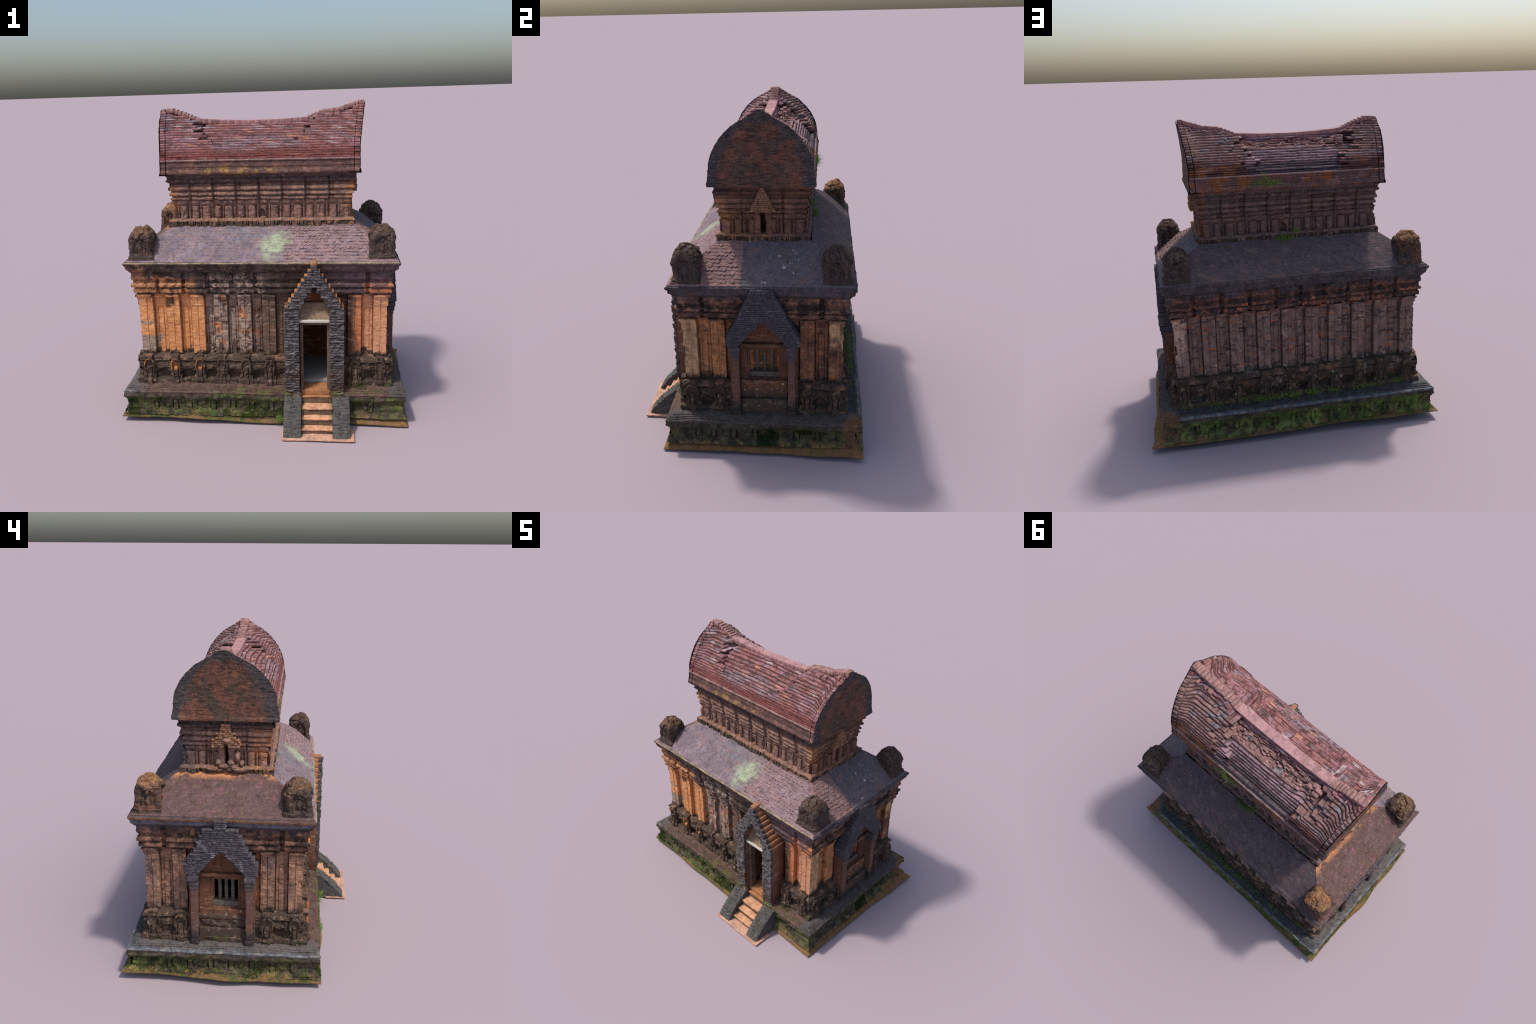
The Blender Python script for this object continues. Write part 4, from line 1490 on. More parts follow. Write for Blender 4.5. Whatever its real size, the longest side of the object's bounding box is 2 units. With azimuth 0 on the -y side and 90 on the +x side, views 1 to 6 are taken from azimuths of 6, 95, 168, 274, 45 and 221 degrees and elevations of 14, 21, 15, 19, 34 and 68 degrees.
# ---- corner antefixes ------------------------------------------------------------------
def antefix(cx, cy, seed):
    prof = [(1.03, 1.050), (1.03, 1.085), (0.96, 1.092), (0.96, 1.150), (0.99, 1.186), (0.93, 1.211), (0.80, 1.232), (0.61, 1.249),
            (0.50, 1.258), (0.44, 1.2655), (0.2, 1.2675), (0.01, 1.2675)]
    p = resample([(r * 0.083, z) for r, z in prof], 0.0035)
    n = 120
    th = np.linspace(0, 2 * np.pi, n, endpoint=False)
    T, Zp = np.meshgrid(th, p[:, 1])
    Rp = np.repeat(p[:, :1], n, 1)
    e = np.where(Zp < 1.09, 7.0, np.interp(Zp, [1.09, 1.19, 1.24], [5.5, 5.0, 3.0]))
    ct, st = np.abs(np.cos(T)), np.abs(np.sin(T))
    sup = (ct ** e + st ** e) ** (-1 / e)
    # arched hollow on each face, with a worn standing figure inside
    local = (T + np.pi / 4) % (np.pi / 2) - np.pi / 4
    s = np.tan(local) * 0.08
    zt = Zp - 1.10
    arch = np.hypot(s / 0.052, np.clip(zt - 0.055, 0, 1) / 0.052)
    hollow = (1 - smooth(arch, 0.82, 0.95)) * smooth(zt, -0.004, 0.006)
    fig = np.clip(1 - np.hypot(s / 0.022, (zt - 0.03) / 0.06), 0, 1) + np.clip(1 - np.hypot(s / 0.016, (zt - 0.085) / 0.02), 0, 1)
    legs = np.where((np.abs(np.abs(s) - 0.03) < 0.007) & (zt < 0.05), 0.006, 0)
    depth = -0.012 * hollow + 0.014 * np.minimum(fig, 1) * hollow + legs * hollow
    q = np.stack([T.ravel() * 0 + np.cos(T).ravel() * 3 + seed, np.sin(T).ravel() * 3, Zp.ravel() * 30], 1)
    Rr = Rp * sup * (1 + 0.05 * vnoise(q, seed).reshape(T.shape)) + depth * smooth(Rp, 0.0, 0.06)
    X = cx + Rr * np.cos(T)
    Y = cy + Rr * np.sin(T)
    Zz = Zp + 0
    V = np.stack([X, Y, Zz], -1).reshape(-1, 3)
    # broken crown: blocks shifted in and out, with cracks between them
    val, rim = worley(V * np.array([24, 24, 30]) + seed * 7.7, seed)
    c0 = np.array([cx, cy, 1.15])
    out = V - c0
    out /= np.linalg.norm(out, axis=1, keepdims=True)
    up = smooth(V[:, 2], 1.15, 1.2)
    V = V + out * (up * (0.014 * (val - 0.6) - 0.005 * (rim < 0.08)) + (1 - up) * 0.006 * (val - 0.6))[:, None]
    V = weather(V, 0.003, 36, 0.005)
    make("corner_antefix", V, [grid_faces(len(p), n, False, 0, True)], M["antefix"], angle=26)
    boxes("antefix_base", [(cx - 0.088, cx + 0.088, cy - 0.086, cy + 0.086, 1.045, 1.071)], M["antefix"], 0.004, 0.002, 40, stuff=False)


antefix(-0.761, -0.335, 1)
antefix(0.731, -0.330, 2)
antefix(0.722, 0.517, 3)
antefix(-0.762, 0.517, 4)

# =====================================================================================
#  upper storey
# =====================================================================================
UP_WALL = [(-0.006, 1.274), (-0.006, 1.360), (-0.003, 1.366), (0.002, 1.380), (0.004, 1.398)]
UP_ENT = [(0.004, 1.397), (0.010, 1.401), (0.016, 1.408), (0.015, 1.414), (0.006, 1.420), (0.006, 1.428), (0.018, 1.432), (0.021, 1.438),
          (0.019, 1.450), (0.011, 1.455), (0.011, 1.463), (0.024, 1.467), (0.027, 1.474), (0.025, 1.486), (0.017, 1.492), (0.018, 1.510),
          (0.028, 1.516), (0.036, 1.524), (0.037, 1.531), (0.029, 1.538), (0.031, 1.552), (0.038, 1.563), (0.045, 1.5685)]
UP_LEDGE = [(0.030, 1.215), (0.030, 1.262), (0.026, 1.274), (0.020, 1.279), (0.0, 1.281), (-0.02, 1.2815)]
BAY = 0.148


def strips_rule(face, a, seed):
    """thin pilaster strips repeated in each bay of the upper wall"""
    def f(S, Z):
        if face in "SN":
            t = ((S + 0.623) / BAY) % 1 * BAY
            k = np.floor((S + 0.623) / BAY)
        else:
            t = np.where(np.abs(S - 0.09) > 0.115, np.abs(S - 0.09) - 0.115, 0.15 - np.abs(S - 0.09))
            k = np.floor(S / 0.1)
        t = t + 0.006 * (hash3(k, k, 0 * k, seed) - 0.5)
        d = 0 * S
        for u0, u1, up in ((0.010, 0.046, 0.012), (0.017, 0.039, 0.003), (0.058, 0.067, 0.008), (0.074, 0.121, 0.013), (0.082, 0.113, 0.003), (0.131, 0.140, 0.007)):
            d = d + np.where((t > u0) & (t < u1) & (Z < 1.362), up, 0)
        for u0, u1 in ((0.006, 0.050), (0.070, 0.125)):
            d = d + np.where((t > u0) & (t < u1) & (Z >= 1.362), 0.008 * smooth(Z, 1.36, 1.385), 0)
        d = d - np.where((t < 0.004) | (t > 0.144), 0.008, 0)
        d = d - np.where((np.abs(t - 0.0525) < 0.0045) & (Z < 1.358), 0.008, 0)
        d = d - np.where((np.abs(t - 0.127) < 0.003) & (Z < 1.358), 0.007, 0)
        if face == "S":
            # broken hole low in the middle bay
            r = np.hypot((S + 0.014) / 0.024, (Z - 1.292) / 0.05)
            d = np.where((r < 1) & (Z > 1.284), -0.028, d)
        if face == "N":
            r = np.hypot((S - 0.012) / 0.02, (Z - 1.30) / 0.035)
            d = np.where(r < 1, -0.02, d)
        return d + brick_jitter(S, Z, seed, 0.03, 0.0125, 0.001) + erosion(S, Z, seed, 0.35, 0.006, 22)
    return f


def up_ent_rule(face, seed):
    def f(S, Z):
        if face in "SN":
            t = ((S + 0.623) / BAY) % 1 * BAY
            t = np.minimum(t, BAY - t)
            wide = ((S + 0.623) / BAY) % 1
        else:
            t = np.abs(np.abs(S - 0.09) - 0.118)
            wide = 0 * S + 0.5
        d = -0.013 * (1 - smooth(t, 0.004, 0.009)) * (1 - smooth(Z, 1.535, 1.55))
        d = d - 0.010 * np.where((wide < 0.20) & (Z < 1.505), 1, 0)
        d = d + 0.010 * np.clip(1 - np.hypot((t - 0.008) / 0.016, (Z - 1.502) / 0.012), 0, 1)
        return d + brick_jitter(S, Z, seed, 0.035, 0.0125, 0.0015) + erosion(S, Z, seed, 0.3, 0.006, 20)
    return f


def ledge_rule(seed):
    def f(S, Z):
        k = np.floor(S / 0.0125)
        k2 = np.floor(k / (1 + np.floor(hash3(np.floor(k / 4), 0 * k, 0 * k, seed) * 3.9)))
        h = hash3(k2, 0 * k, 0 * k, seed)
        d = np.where(Z < 1.264, (h - 0.6) * 0.012, 0)
        d = d - np.where((Z < 1.264) & (np.abs((S / 0.0125) % 1) < 0.3) & (hash3(k, 0 * k, 0 * k, seed + 1) > 0.45), 0.010, 0)
        return d + np.where(Z > 1.264, (hash3(np.floor(S / 0.02), 0 * k, 0 * k, seed + 2) - 0.5) * 0.008, 0)
    return f


def uspan(f):
    return span(f, UPPER)


for i, face in enumerate("SNWE"):
    a, b = uspan(face)
    mat = M["upper"]
    cuts = [(a, b)]
    if face == "E":
        cuts = [(a, 0.074), (0.111, b)]
    if face == "W":
        cuts = [(a, 0.078), (0.098, b)]
    for s0, s1 in cuts:
        relief("upper_wall", face, s0, s1, UP_WALL, mat, strips_rule(face, a, 60 + i), dims=UPPER, mitre=(s0 == a, s1 == b),
               back=-0.05, res=0.0034, angle=30)
    relief("upper_entablature", face, a, b, UP_ENT, mat, up_ent_rule(face, 66 + i), dims=UPPER, mitre=(1, 1), back=-0.05, res=0.0036, angle=30)
    relief("upper_ledge", face, a, b, UP_LEDGE, mat, ledge_rule(80 + i), dims=UPPER, mitre=(1, 1), back=-0.02, res=0.0036,
           amp=0.002, big=0.004)
ux0, ux1 = UPPER["cx"] - UPPER["a"] + 0.045, UPPER["cx"] + UPPER["a"] - 0.045
uy0, uy1 = UPPER["cy"] - UPPER["b"] + 0.045, UPPER["cy"] + UPPER["b"] - 0.045
boxes("upper_storey_wall", [(ux0 + 0.06, ux1 - 0.06, uy0, uy1, 1.19, 1.57), (ux0, ux0 + 0.061, uy0, 0.076, 1.19, 1.5695), (ux0, ux0 + 0.061, 0.100, uy1, 1.19, 1.5695),
                     (ux1 - 0.061, ux1, uy0, 0.075, 1.19, 1.5695), (ux1 - 0.061, ux1, 0.111, uy1, 1.19, 1.5695),
                     (ux0 + .001, ux0 + 0.062, 0.07, 0.11, 1.37, 1.569), (ux1 - 0.062, ux1 - .001, 0.07, 0.115, 1.37, 1.569),
                     (ux0 + .001, ux0 + 0.062, 0.07, 0.11, 1.19, 1.285), (ux1 - 0.062, ux1 - .001, 0.07, 0.115, 1.19, 1.285)], M["inner"], amp=0, stuff=False)
# little brick gables on the short ends of the upper storey
for face in "WE":
    sg = -1 if face == "W" else 1
    f = UPPER["cx"] + sg * (UPPER["a"] + 0.052)
    wall = UPPER["cx"] + sg * (UPPER["a"] - 0.02)
    rows = []
    Rg = random.Random(ord(face) + 5)
    cy = 0.092
    z = 1.418 if face == "E" else 1.40
    while z < 1.552:
        t = (z - 1.418) / 0.134
        o = (0.062 if face == "E" else 0.075) * (1 - max(t, 0) ** 0.9) + 0.012
        if face == "W":
            o += Rg.uniform(-0.014, 0.010)
            i = 0.012 if z < 1.425 else 0
        else:
            i = 0
        if i:
            brick_run(rows, cy - o, cy - i, z, z + 0.0125, f, wall, 0.024, Rg, True, 0.005)
            brick_run(rows, cy + i, cy + o, z, z + 0.0125, f, wall, 0.024, Rg, True, 0.005)
        else:
            brick_run(rows, cy - o, cy + o, z, z + 0.0125, f, wall, 0.024, Rg, True, 0.005 if face == "W" else 0.002)
        z += 0.013
    boxes("upper_gable_bricks", rows, M["gable_brick"], 0.0025, 0.003, 40)
    xa, xb = sorted((f - sg * 0.034, wall))
    for s in (-1, 1):
        y0, y1 = sorted((cy + s * (0.016 if face == "E" else 0.012), cy + s * 0.048))
        slab("upper_niche_pier", xa, xb, y0, y1, 1.281, 1.41, M["upper"], h=0.007, r=0.004, amp=0.0035, big=0.006)
# worn figure carved beside the west niche: a few rounded lumps
def lump(name, y, z, hy, hz, depth, seed):
    t = np.linspace(0, np.pi, 16)
    p = np.linspace(0, 2 * np.pi, 28, endpoint=False)
    T2, P2 = np.meshgrid(t, p, indexing="ij")
    V = np.stack([-0.592 - depth * np.cos(T2), y + hy * np.sin(T2) * np.cos(P2), z + hz * np.sin(T2) * np.sin(P2)], -1).reshape(-1, 3)
    V = weather(V, 0.004, 38, 0.004, seed)
    make(name, V, [grid_faces(16, 28, True, 0, True)], M["upper"])


for y, z, hy, hz, dd in ((0.028, 1.340, 0.017, 0.037, 0.042), (0.000, 1.296, 0.015, 0.018, 0.036), (0.062, 1.303, 0.026, 0.016, 0.044), (0.046, 1.405, 0.03, 0.016, 0.056),
                         (0.13, 1.420, 0.03, 0.016, 0.056), (0.09, 1.445, 0.045, 0.020, 0.062), (0.14, 1.305, 0.02, 0.022, 0.036)):
    lump("figure_relief", y, z, hy, hz, dd, int(z * 100))
# heaps of fallen brick in front of the broken west niche
heap = []
Rh = random.Random(12)
for k in range(60):
    x = -0.618 + Rh.uniform(-0.014, 0.02)
    y = Rh.uniform(-0.02, 0.2)
    zz = 1.255 + Rh.uniform(0, 0.045) * (1 - abs(y - 0.08) / 0.14)
    w, d, q = Rh.uniform(0.008, 0.02), Rh.uniform(0.008, 0.02), Rh.uniform(0.006, 0.012)
    heap.append((x - w / 2, x + w / 2, y - d, y + d, zz - q, zz + q * 0.6))
boxes("fallen_bricks", heap, M["upper"], 0.002, 0.004, 40)

# =====================================================================================
#  vault
# =====================================================================================
VC = 0.0895                                     # ridge line in y
WIDTH = [(1.560, 0.300), (1.585, 0.304), (1.600, 0.298), (1.655, 0.290), (1.700, 0.2865), (1.735, 0.277), (1.765, 0.263), (1.800, 0.246),
         (1.850, 0.210), (1.880, 0.181), (1.905, 0.155), (1.930, 0.117), (1.957, 0.068), (1.977, 0.041), (1.990, 0.017), (2.003, 0.0)]
WZ, WW = np.array(WIDTH).T
RIDGE = [(-0.72, 1.978), (-0.60, 1.958), (-0.50, 1.925), (-0.45, 1.906), (-0.43, 1.892), (-0.2, 1.884), (0.0, 1.880), (0.12, 1.884),
         (0.28, 1.893), (0.30, 1.910), (0.36, 1.932), (0.46, 1.950), (0.58, 1.982), (0.66, 1.997)]
BZ = np.array([1.66, 1.712, 1.76, 1.790, 1.801, 1.806, 1.812, 1.820, 1.830, 1.872, 1.90])       # sunken back of the vault
BW = np.array([0.285, 0.238, 0.195, 0.166, 0.154, 0.132, 0.102, 0.075, 0.054, 0.031, 0.0])


def ridge(x):
    return np.interp(x, [r[0] for r in RIDGE], [r[1] for r in RIDGE])


def width(x, z):
    """half width of the saddle vault: the gable outline, pulled down in the middle"""
    lift = (1.998 - ridge(x)) * smooth(z, 1.66, 1.86)
    return np.interp(z + lift, WZ, WW)


def gx(z, side):
    """x of the gable planes, flaring outward to the peak"""
    f = np.clip((z - 1.72) / 0.27, 0, 1.1) ** 1.4
    return 0.602 + 0.040 * f if side > 0 else -0.650 - 0.042 * f


LIP = 1.664
COURSE = 0.0146
NCOURSE = 23


def vault_side(sgn, u0, u1, name, lift=0.0, rim=0, nbrick=0.05):
    rows_z, rows_in, rows_k = [], [], []
    # frieze band with fine lines
    for zz, din in ((1.566, 0.012), (1.576, -0.003), (1.586, -0.003), (1.590, -0.001), (1.602, -0.001), (1.604, 0.002), (1.617, 0.001), (1.6185, -0.002),
                    (1.6325, -0.003), (1.634, 0.0), (1.648, -0.001), (1.650, -0.006), (1.657, -0.009), (LIP, -0.007)):
        rows_z.append(zz)
        rows_in.append(din)
        rows_k.append(-1)
    for k in range(NCOURSE):
        z0 = LIP + k * COURSE
        for t, din in ((0.0, 0.010), (0.10, 0.009), (0.20, 0.0), (0.74, 0.0005), (0.95, 0.0042)):
            rows_z.append(z0 + t * COURSE)
            rows_in.append(din)
            rows_k.append(k)
    rows_z, rows_in, rows_k = np.array(rows_z), np.array(rows_in), np.array(rows_k)
    n = max(3, int((u1 - u0) / 0.0042 * 1.0))
    uu = np.linspace(u0, u1, n)                    # distance along, measured at the foot
    xa, xb = gx(1.6, -1), gx(1.6, 1)
    T = (uu - xa) / (xb - xa)
    Z = np.repeat(rows_z[:, None], n, 1)
    XA, XB = gx(Z, -1), gx(Z, 1)
    X = XA + (XB - XA) * T[None, :]
    K = np.repeat(rows_k[:, None], n, 1)
    zc = np.where(K >= 0, LIP + (K + 0.5) * COURSE, Z)
    col = np.floor((X + 0.023 * (K % 3)) / nbrick + 0.4 * hash3(K, 0 * K, 0 * K, 9))
    xb_ = (col + 0.5) * nbrick
    # the vault sits a little inside the gable outline and flares out to it next to the gables
    inset = np.where(X > 0, 0.050 * smooth(XB - X, 0.01, 0.10), 0.020 + 0.038 * smooth(X - XA, 0.01, 0.10))
    ends = np.interp(zc + inset * smooth(zc, 1.66, 1.83), WZ, WW) - 0.002 * (K > 1)
    sag = width(X, zc)
    ripple = vnoise(np.stack([X.ravel() * 30, K.ravel() * 3.7, 0 * X.ravel() + sgn], 1), 13).reshape(X.shape)
    jit = (hash3(K, col, 0 * K + int(sgn > 0), 3) - 0.5)
    W = ends + np.where(K >= 0, jit * 0.0020 + ripple * 0.0013, jit * 0.002) + lift
    top = ridge(X) - 0.008
    if rim == 0:
        if sgn > 0:
            right = np.interp(zc, [1.66, 1.70, 1.75, 1.80, 1.847, 1.90, 1.94], [0.25, 0.26, 0.30, 0.345, 0.385, 0.40, 0.40])
            right2 = np.interp(zc, [1.76, 1.79, 1.83, 1.87, 1.9], [0.21, 0.25, 0.275, 0.30, 0.31])
            left = np.interp(zc, [1.66, 1.70, 1.745, 1.778, 1.808, 1.848, 1.89], [-0.345, -0.347, -0.368, -0.412, -0.476, -0.489, -0.44])
            outer = (xb_ < right) & (xb_ > left) & (zc > 1.695)
            inner = (xb_ < right2) & (xb_ > left + 0.02) & (zc > 1.69)
            sunk = np.interp(zc, BZ, BW)
            sunk = sunk - 0.03 * np.exp(-((X + 0.35) / 0.05) ** 2 - ((zc - 1.80) / 0.02) ** 2)
            W = np.where(outer, np.minimum(W, np.maximum(W - 0.016, sunk)), W)
            W = np.where(inner, np.minimum(W, sunk + jit * 0.012 * smooth(zc, 1.8, 1.82)), W)
            lowband = (X < 0.24) & (X > -0.345) & (zc < 1.70) & (zc > LIP)
            W = np.where(lowband, W - 0.008, W)
        else:
            right = np.interp(zc, [1.74, 1.755, 1.785, 1.82, 1.87, 1.91], [0.16, 0.222, 0.238, 0.298, 0.325, 0.33])
            left = np.interp(zc, [1.74, 1.758, 1.80, 1.84, 1.87, 1.91], [-0.22, -0.284, -0.342, -0.397, -0.415, -0.43])
            inn = (xb_ < right) & (xb_ > left) & (zc > 1.742)
            W = np.where(inn, np.minimum(sag + 0.001, ends - 0.012) + jit * 0.002 + ripple * 0.0013, W)
            hole = np.exp(-((X + 0.405) / 0.014) ** 2 - ((zc - 1.862) / 0.012) ** 2)
            W = W - 0.05 * hole
    if rim:
        W = W + 0.0035 * np.where(K % 2 == 0, 1, -0.6) * (K >= 0)
    W = W - rows_in[:, None]
    over = Z > top
    Wt = np.maximum(width(X, top), 0.004)
    W = np.where(over, np.minimum(W, Wt), W)
    Zf = Z + np.where(K >= 0, 0.0013 * vnoise(np.stack([X.ravel() * 22, K.ravel() * 5.3, 0 * X.ravel() + sgn], 1), 3).reshape(X.shape), 0)
    Zf = np.minimum(Zf, top)
    W = np.maximum(W, 0.003)
    Y = VC + sgn * W
    V = np.stack([X, Y, Zf], -1)
    last = V[-1:].copy()
    last[..., 1] = VC
    under = V[:1].copy()
    under[..., 1] = VC + sgn * 0.2
    V = np.concatenate([under, V, last])
    # close both ends toward the ridge plane
    e0, e1 = V[:, :1].copy(), V[:, -1:].copy()
    e0[..., 1] = e1[..., 1] = VC + sgn * np.minimum(np.abs(V[:, :1, 1] - VC), 0.0)
    V = np.concatenate([e0, V, e1], 1)
    nr, nc = V.shape[:2]
    P = weather(V.reshape(-1, 3), 0.0016, 60, 0.0)
    make(name, P, [grid_faces(nr, nc, sgn > 0)], M["vault"], angle=28)
    if rim:
        return
    # added dark strips that draw a shade line under every course
    strips = []
    for k in range(2, NCOURSE):
        r0 = 14 + 5 * k
        Wk, Wlow = W[r0 + 2], W[r0 - 3]
        zk = Zf[r0] + 0.0
        ok = zk < top[r0] - 0.004
        if ok.sum() < 20:
            continue
        wid = np.clip((0.52 if sgn < 0 else 0.42) * (Wlow - Wk), 0.0, 0.0085 if sgn < 0 else 0.0062) * (0.75 + 0.5 * ripple[r0])
        zt = np.where(wid > 0.001, 0.0007, -0.004)
        cols = np.where(ok)[0]
        for run in np.split(cols, np.where(np.diff(cols) > 1)[0] + 1):
            if len(run) < 6:
                continue
            x = X[r0][run]
            A = np.stack([x, VC + sgn * (Wk[run] - 0.008), zk[run] + 0.0035], 1)
            B = np.stack([x, VC + sgn * (Wk[run] - 0.0005), zk[run] + 0.0022 + zt[run]], 1)
            C = np.stack([x, VC + sgn * (Wk[run] + wid[run]), zk[run] - 0.0006 + zt[run]], 1)
            D = np.stack([x, VC + sgn * (Wk[run] + wid[run]), zk[run] - 0.004], 1)
            G = np.stack([A, B, C, D])
            base = sum(len(v) for v, _ in strips)
            strips.append((weather(G.reshape(-1, 3), 0.0016, 60), grid_faces(4, len(run), sgn > 0, base)))
    join("vault_shade_strip", strips, M["shade_strip"])


XA, XB = gx(1.6, -1), gx(1.6, 1)
for sgn in (-1, 1):
    vault_side(sgn, XA + 0.036, XB - 0.036, "vault_courses")
    vault_side(sgn, XA + 0.029, XA + 0.037, "vault_groove", lift=-0.012, rim=1)
    vault_side(sgn, XB - 0.037, XB - 0.029, "vault_groove", lift=-0.012, rim=1)
    vault_side(sgn, XA, XA + 0.030, "gable_rim", lift=0.001, rim=1)
    vault_side(sgn, XB - 0.030, XB, "gable_rim", lift=0.001, rim=1)


def gable(side):
    zs = np.concatenate([np.arange(1.566, 1.99, 0.006), [1.9965]])
    if side < 0:
        zs = zs[zs < 1.970]
    us = np.linspace(-1, 1, 90)
    Zg, Ug = np.meshgrid(zs, us, indexing="ij")
    w = np.interp(Zg, WZ, WW) + 0.006 * smooth(1.99 - Zg, 0.0, 0.1)
    if side < 0:
        w = np.interp(Zg + 0.02 * smooth(Zg, 1.70, 1.96), WZ, WW) + 0.006 * smooth(1.97 - Zg, 0.0, 0.1)
    Y = VC + Ug * w
    X = gx(Zg, side) + side * 0.0045
    row = np.floor(Zg / 0.0125)
    X = X + side * 0.0025 * (hash3(row, np.floor(Y / 0.03 + 0.5 * (row % 2)), 0 * row, 7) - 0.5) * smooth(1 - np.abs(Ug), 0.0, 0.08)
    lipz = 0.006 * (1 - smooth(Zg, 1.578, 1.592))
    X = X + side * lipz
    V = np.stack([X, Y, Zg], -1)
    back = V.copy()[:1]
    back[..., 0] -= side * 0.08
    V = np.concatenate([back, V])
    P = weather(V.reshape(-1, 3), 0.0014, 55)
    make("gable_wall", P, [grid_faces(V.shape[0], V.shape[1], side < 0)], M["gable"])


gable(1)
gable(-1)

# ridge: smooth slab in the sunken middle, broken flat slabs climbing to both peaks
cap = []
x = -0.455
while x < 0.285:
    w = 0.036 + 0.014 * R.random()
    e = min(x + w, 0.285)
    if 0.285 - e < 0.015:
        e = 0.285
    zt = 1.889 + 0.016 * (((x + e) / 2 + 0.05) / 0.36) ** 2
    cap.append((x, e - 0.0002, 0.054, 0.116, zt - 0.030, zt))
    x = e


def saddle(V):
    V = V.copy()
    t = V[:, 0]
    V[:, 2] = np.where(V[:, 2] > 1.88, 1.889 + 0.016 * ((t + 0.05) / 0.36) ** 2, V[:, 2])
    return V


boxes("ridge_cap", cap, M["cap"], 0.0012, 0.0007, 40, warp=saddle)
RT = [(-0.685, 1.972), (-0.63, 1.977), (-0.575, 1.958), (-0.525, 1.941), (-0.485, 1.922), (-0.44, 1.905)]
RT2 = [(0.28, 1.912), (0.325, 1.930), (0.377, 1.949), (0.455, 1.955), (0.515, 1.972), (0.57, 1.988), (0.605, 1.9995), (0.637, 1.9995)]
top = []
RT, RT2 = ([(a[0] + (b[0] - a[0]) * t, a[1] + (b[1] - a[1]) * t) for a, b in zip(q[:-1], q[1:]) for t in (0, 0.52)] + [q[-1]] for q in (RT, RT2))
for seq in (RT, RT2):
    for (xa, za), (xb, zb) in zip(seq[:-1], seq[1:]):
        zt = max(za, zb) if seq is RT else za
        top.append((xa, xb - 0.001, VC - R.uniform(0.028, 0.034), VC + R.uniform(0.022, 0.030), zt - 0.03, zt))
        for s in (-1, 1):
            q = VC + s * R.uniform(0.044, 0.054)
            xm = xa + (xb - xa) * R.uniform(0.3, 0.7)
            for p0, p1 in ((xa, xm), (xm, xb)):
                if R.random() < 0.2:
                    top.append((p0, p1 - 0.001, q - 0.022, q + 0.016, zt - 0.06, zt - R.uniform(0.024, 0.034)))
boxes("ridge_slabs", top, M["ridge"], 0.002, 0.0022, 45)
# scattered rubble along the sunken back of the ridge
rub = []
for k in range(120):
    x = R.uniform(-0.42, 0.25)
    t = R.random()
    y = VC + 0.036 + 0.10 * t
    zz = 1.838 - 0.034 * t + 0.012 * ((x + 0.05) / 0.36) ** 2
    w, d, q = R.uniform(0.005, 0.016), R.uniform(0.003, 0.008), R.uniform(0.003, 0.007)
    rub.append((x - w, x + w, y - d, y + d, zz - q, zz + q))
boxes("ridge_rubble", rub, M["ridge"], 0.0015, 0.0025, 50)
# loose bricks stepping down at the ends of the sunken back
blocks = []
for x0, x1, y, z in ((-0.44, -0.39, 0.165, 1.866), (-0.405, -0.36, 0.150, 1.858), (-0.37, -0.33, 0.17, 1.846), (-0.43, -0.385, 0.19, 1.852),
                     (0.235, 0.28, 0.172, 1.852), (0.25, 0.30, 0.158, 1.864), (0.225, 0.262, 0.19, 1.838)):
    blocks.append((x0, x1, y - 0.015, y + 0.015, z - 0.03, z))
boxes("loose_bricks", blocks, M["ridge"], 0.003, 0.003, 40)


# =====================================================================================
#  moss and grass
# =====================================================================================
def blades(name, roots, dirs, length, mat, seed, width=0.0016, curl=0.5):
    """little three-sided tapering blades, joined"""
    rg = np.random.default_rng(seed)
    n = len(roots)
    L = length * rg.uniform(0.5, 1.3, n)
    d = dirs + rg.normal(0, 0.45, (n, 3))
    d /= np.linalg.norm(d, axis=1, keepdims=True)
    side = np.cross(d, rg.normal(0, 1, (n, 3)))
    side /= np.linalg.norm(side, axis=1, keepdims=True)
    nor = np.cross(d, side)
    bend = rg.normal(0, curl, (n, 3)) * L[:, None] * 0.4 - np.array([0, 0, 0.15]) * L[:, None]
    V = []
    for t, w in ((0.0, 1.0), (0.45, 0.9), (1.0, 0.12)):
        c = roots + d * (L * t)[:, None] + bend * t * t
        for ang in (0, 2.1, 4.2):
            V.append(c + width * w * (side * math.cos(ang) + 0.45 * nor * math.sin(ang)))
    V = np.stack(V, 1)
    F = []
    for r in range(2):
        for k in range(3):
            F.append((r * 3 + k, r * 3 + (k + 1) % 3, r * 3 + 3 + (k + 1) % 3, r * 3 + 3 + k))
    F = np.array(F)[None] + (np.arange(n) * 9)[:, None, None]
    make(name, V.reshape(-1, 3), [F.reshape(-1, 4)], mat, stuff=True, angle=180)


def plinth_d(z):
    p = np.array(PLINTH)
    return np.interp(z, p[:20, 1], p[:20, 0])


def moss_on(face, n, seed, s0, s1, z0, z1, mat, length=0.010, clump=9.0, lo=0.1):
    rg = np.random.default_rng(seed)
    s = rg.uniform(s0, s1, n * 4)
    z = rg.uniform(z0, z1, n * 4)
    q = np.stack([s * clump, z * clump * 1.5, 0 * s + seed], 1)
    keep = vnoise(q, seed) + 0.5 * vnoise(q * 2.2, seed + 1) > lo
    s, z = s[keep][:n], z[keep][:n]
    V = to_world(face, MAIN, s, plinth_d(z) + 0.002, z)
    out = {"S": (0, -1, 0.5), "N": (0, 1, 0.5), "W": (-1, 0, 0.5), "E": (1, 0, 0.5)}[face]
    blades("moss", V, np.tile(np.array(out, float), (len(s), 1)), length, mat, seed)


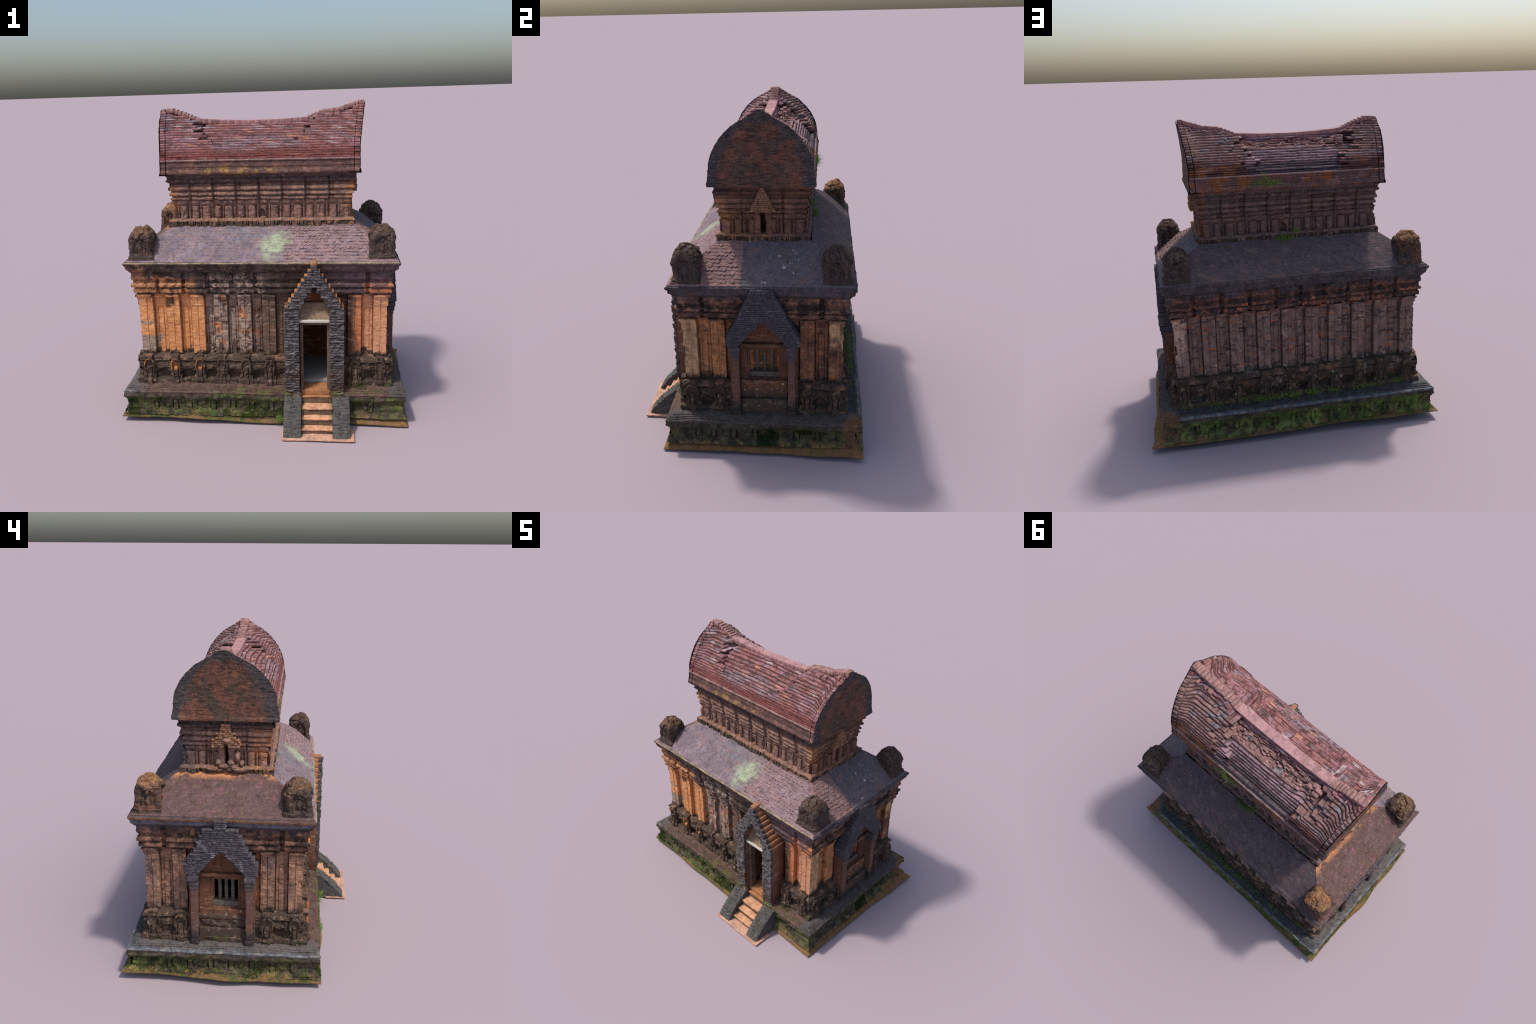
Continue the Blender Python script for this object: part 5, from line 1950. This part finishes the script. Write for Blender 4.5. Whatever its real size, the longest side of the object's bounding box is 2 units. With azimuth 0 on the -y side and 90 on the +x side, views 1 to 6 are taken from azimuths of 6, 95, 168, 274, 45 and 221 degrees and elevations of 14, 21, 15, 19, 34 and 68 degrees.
moss_on("S", 2600, 5, -0.90, 0.12, 0.05, 0.165, M["mossy"])
moss_on("S", 700, 6, 0.53, 0.86, 0.06, 0.17, M["mossy"])
moss_on("N", 4200, 7, -0.90, 0.86, 0.045, 0.175, M["moss_n"], 0.012, 9.0, -0.1)
moss_on("W", 1800, 8, -0.45, 0.62, 0.05, 0.165, M["moss_e"])
moss_on("E", 1300, 9, 0.05, 0.62, 0.05, 0.165, M["moss_e"], 0.010, 9.0, 0.15)


def tuft(name, c, spread, n, length, mat, seed, d=(0, 0, 1)):
    rg = np.random.default_rng(seed)
    roots = np.array(c) + rg.normal(0, 1, (n, 3)) * np.array(spread)
    blades(name, roots, np.tile(np.array(d, float), (n, 1)), length, mat, seed, 0.0015)


# grass on the back eave of the vault and at the foot of the upper wall
tuft("grass_tuft", (0.10, 0.383, 1.590), (0.035, 0.002, 0.008), 240, 0.055, M["grass"], 1, (0, 0.12, 1))
tuft("grass_tuft", (0.20, 0.383, 1.590), (0.018, 0.002, 0.008), 70, 0.045, M["grass"], 2, (0, 0.0, 1))
tuft("grass_tuft", (0.135, 0.383, 1.63), (0.008, 0.004, 0.02), 40, 0.05, M["grass"], 3, (0, 0.0, 1))
tuft("grass_tuft", (0.01, 0.378, 1.232), (0.030, 0.010, 0.010), 320, 0.030, M["moss_n"], 4, (0, 0.3, 1))
tuft("grass_tuft", (-0.06, 0.36, 1.275), (0.012, 0.008, 0.012), 90, 0.026, M["moss_n"], 5, (0, 0.3, 1))
for k, (x, n) in enumerate(((-0.23, 90), (-0.10, 160), (0.03, 220), (0.14, 130), (0.26, 150), (0.36, 60), (0.5, 50), (-0.42, 90), (-0.5, 60))):
    tuft("grass_tuft", (x, 0.618, 0.25), (0.03, 0.010, 0.012), n, 0.022, M["moss_n"], 20 + k, (0, 0.4, 1))
tuft("grass_tuft", (0.145, -0.475, 0.20), (0.012, 0.012, 0.006), 90, 0.02, M["grass"], 40, (0, -0.3, 1))
tuft("grass_tuft", (0.10, -0.52, 0.045), (0.015, 0.008, 0.012), 140, 0.022, M["grass"], 41, (0, -0.3, 1))
tuft("grass_tuft", (-0.40, -0.505, 0.09), (0.03, 0.006, 0.015), 110, 0.02, M["grass"], 42, (0, -0.6, 1))
tuft("grass_tuft", (-0.25, -0.495, 0.195), (0.05, 0.010, 0.004), 90, 0.018, M["grass"], 43, (0, -0.4, 1))
tuft("grass_tuft", (0.60, -0.445, 0.245), (0.03, 0.01, 0.012), 120, 0.016, M["mossy"], 44, (0, -0.4, 1))

# =====================================================================================
#  parts of parts
# =====================================================================================
def adopt(parent, prefixes, test=lambda o: True):
    for o in list(ROOT.children):
        if o is not parent and o.name.split(".")[0] in prefixes and test(o):
            o.parent = parent


def mid(o):
    co = np.empty(len(o.data.vertices) * 3, np.float32)
    o.data.vertices.foreach_get("co", co)
    return co.reshape(-1, 3).mean(0)


D = bpy.data.objects
adopt(D["lower_storey_wall"], {"pilaster", "wall_panel", "entablature_block", "cornice", "foot_course", "foot_niche", "room_floor", "room_back_wall", "room_ceiling"})
adopt(D["upper_storey_wall"], {"upper_wall", "upper_entablature", "upper_ledge", "upper_gable_bricks", "upper_niche_pier", "figure_relief", "fallen_bricks"})
adopt(D["porch_body"], {"porch_front_bricks", "porch_step_bricks", "door_lintel", "door_head", "door_jamb", "door_threshold", "tympanum", "tympanum_brick"})
for g in [o for o in ROOT.children if o.name.split(".")[0] == "porch_gable_bricks"]:
    sx = np.sign(mid(g)[0])
    adopt(g, {"porch_capital", "porch_pier", "porch_pier_base", "porch_side_strip", "porch_panel", "porch_sill", "porch_foot", "window_frame", "window_back", "baluster"},
          lambda o: np.sign(mid(o)[0]) == sx)
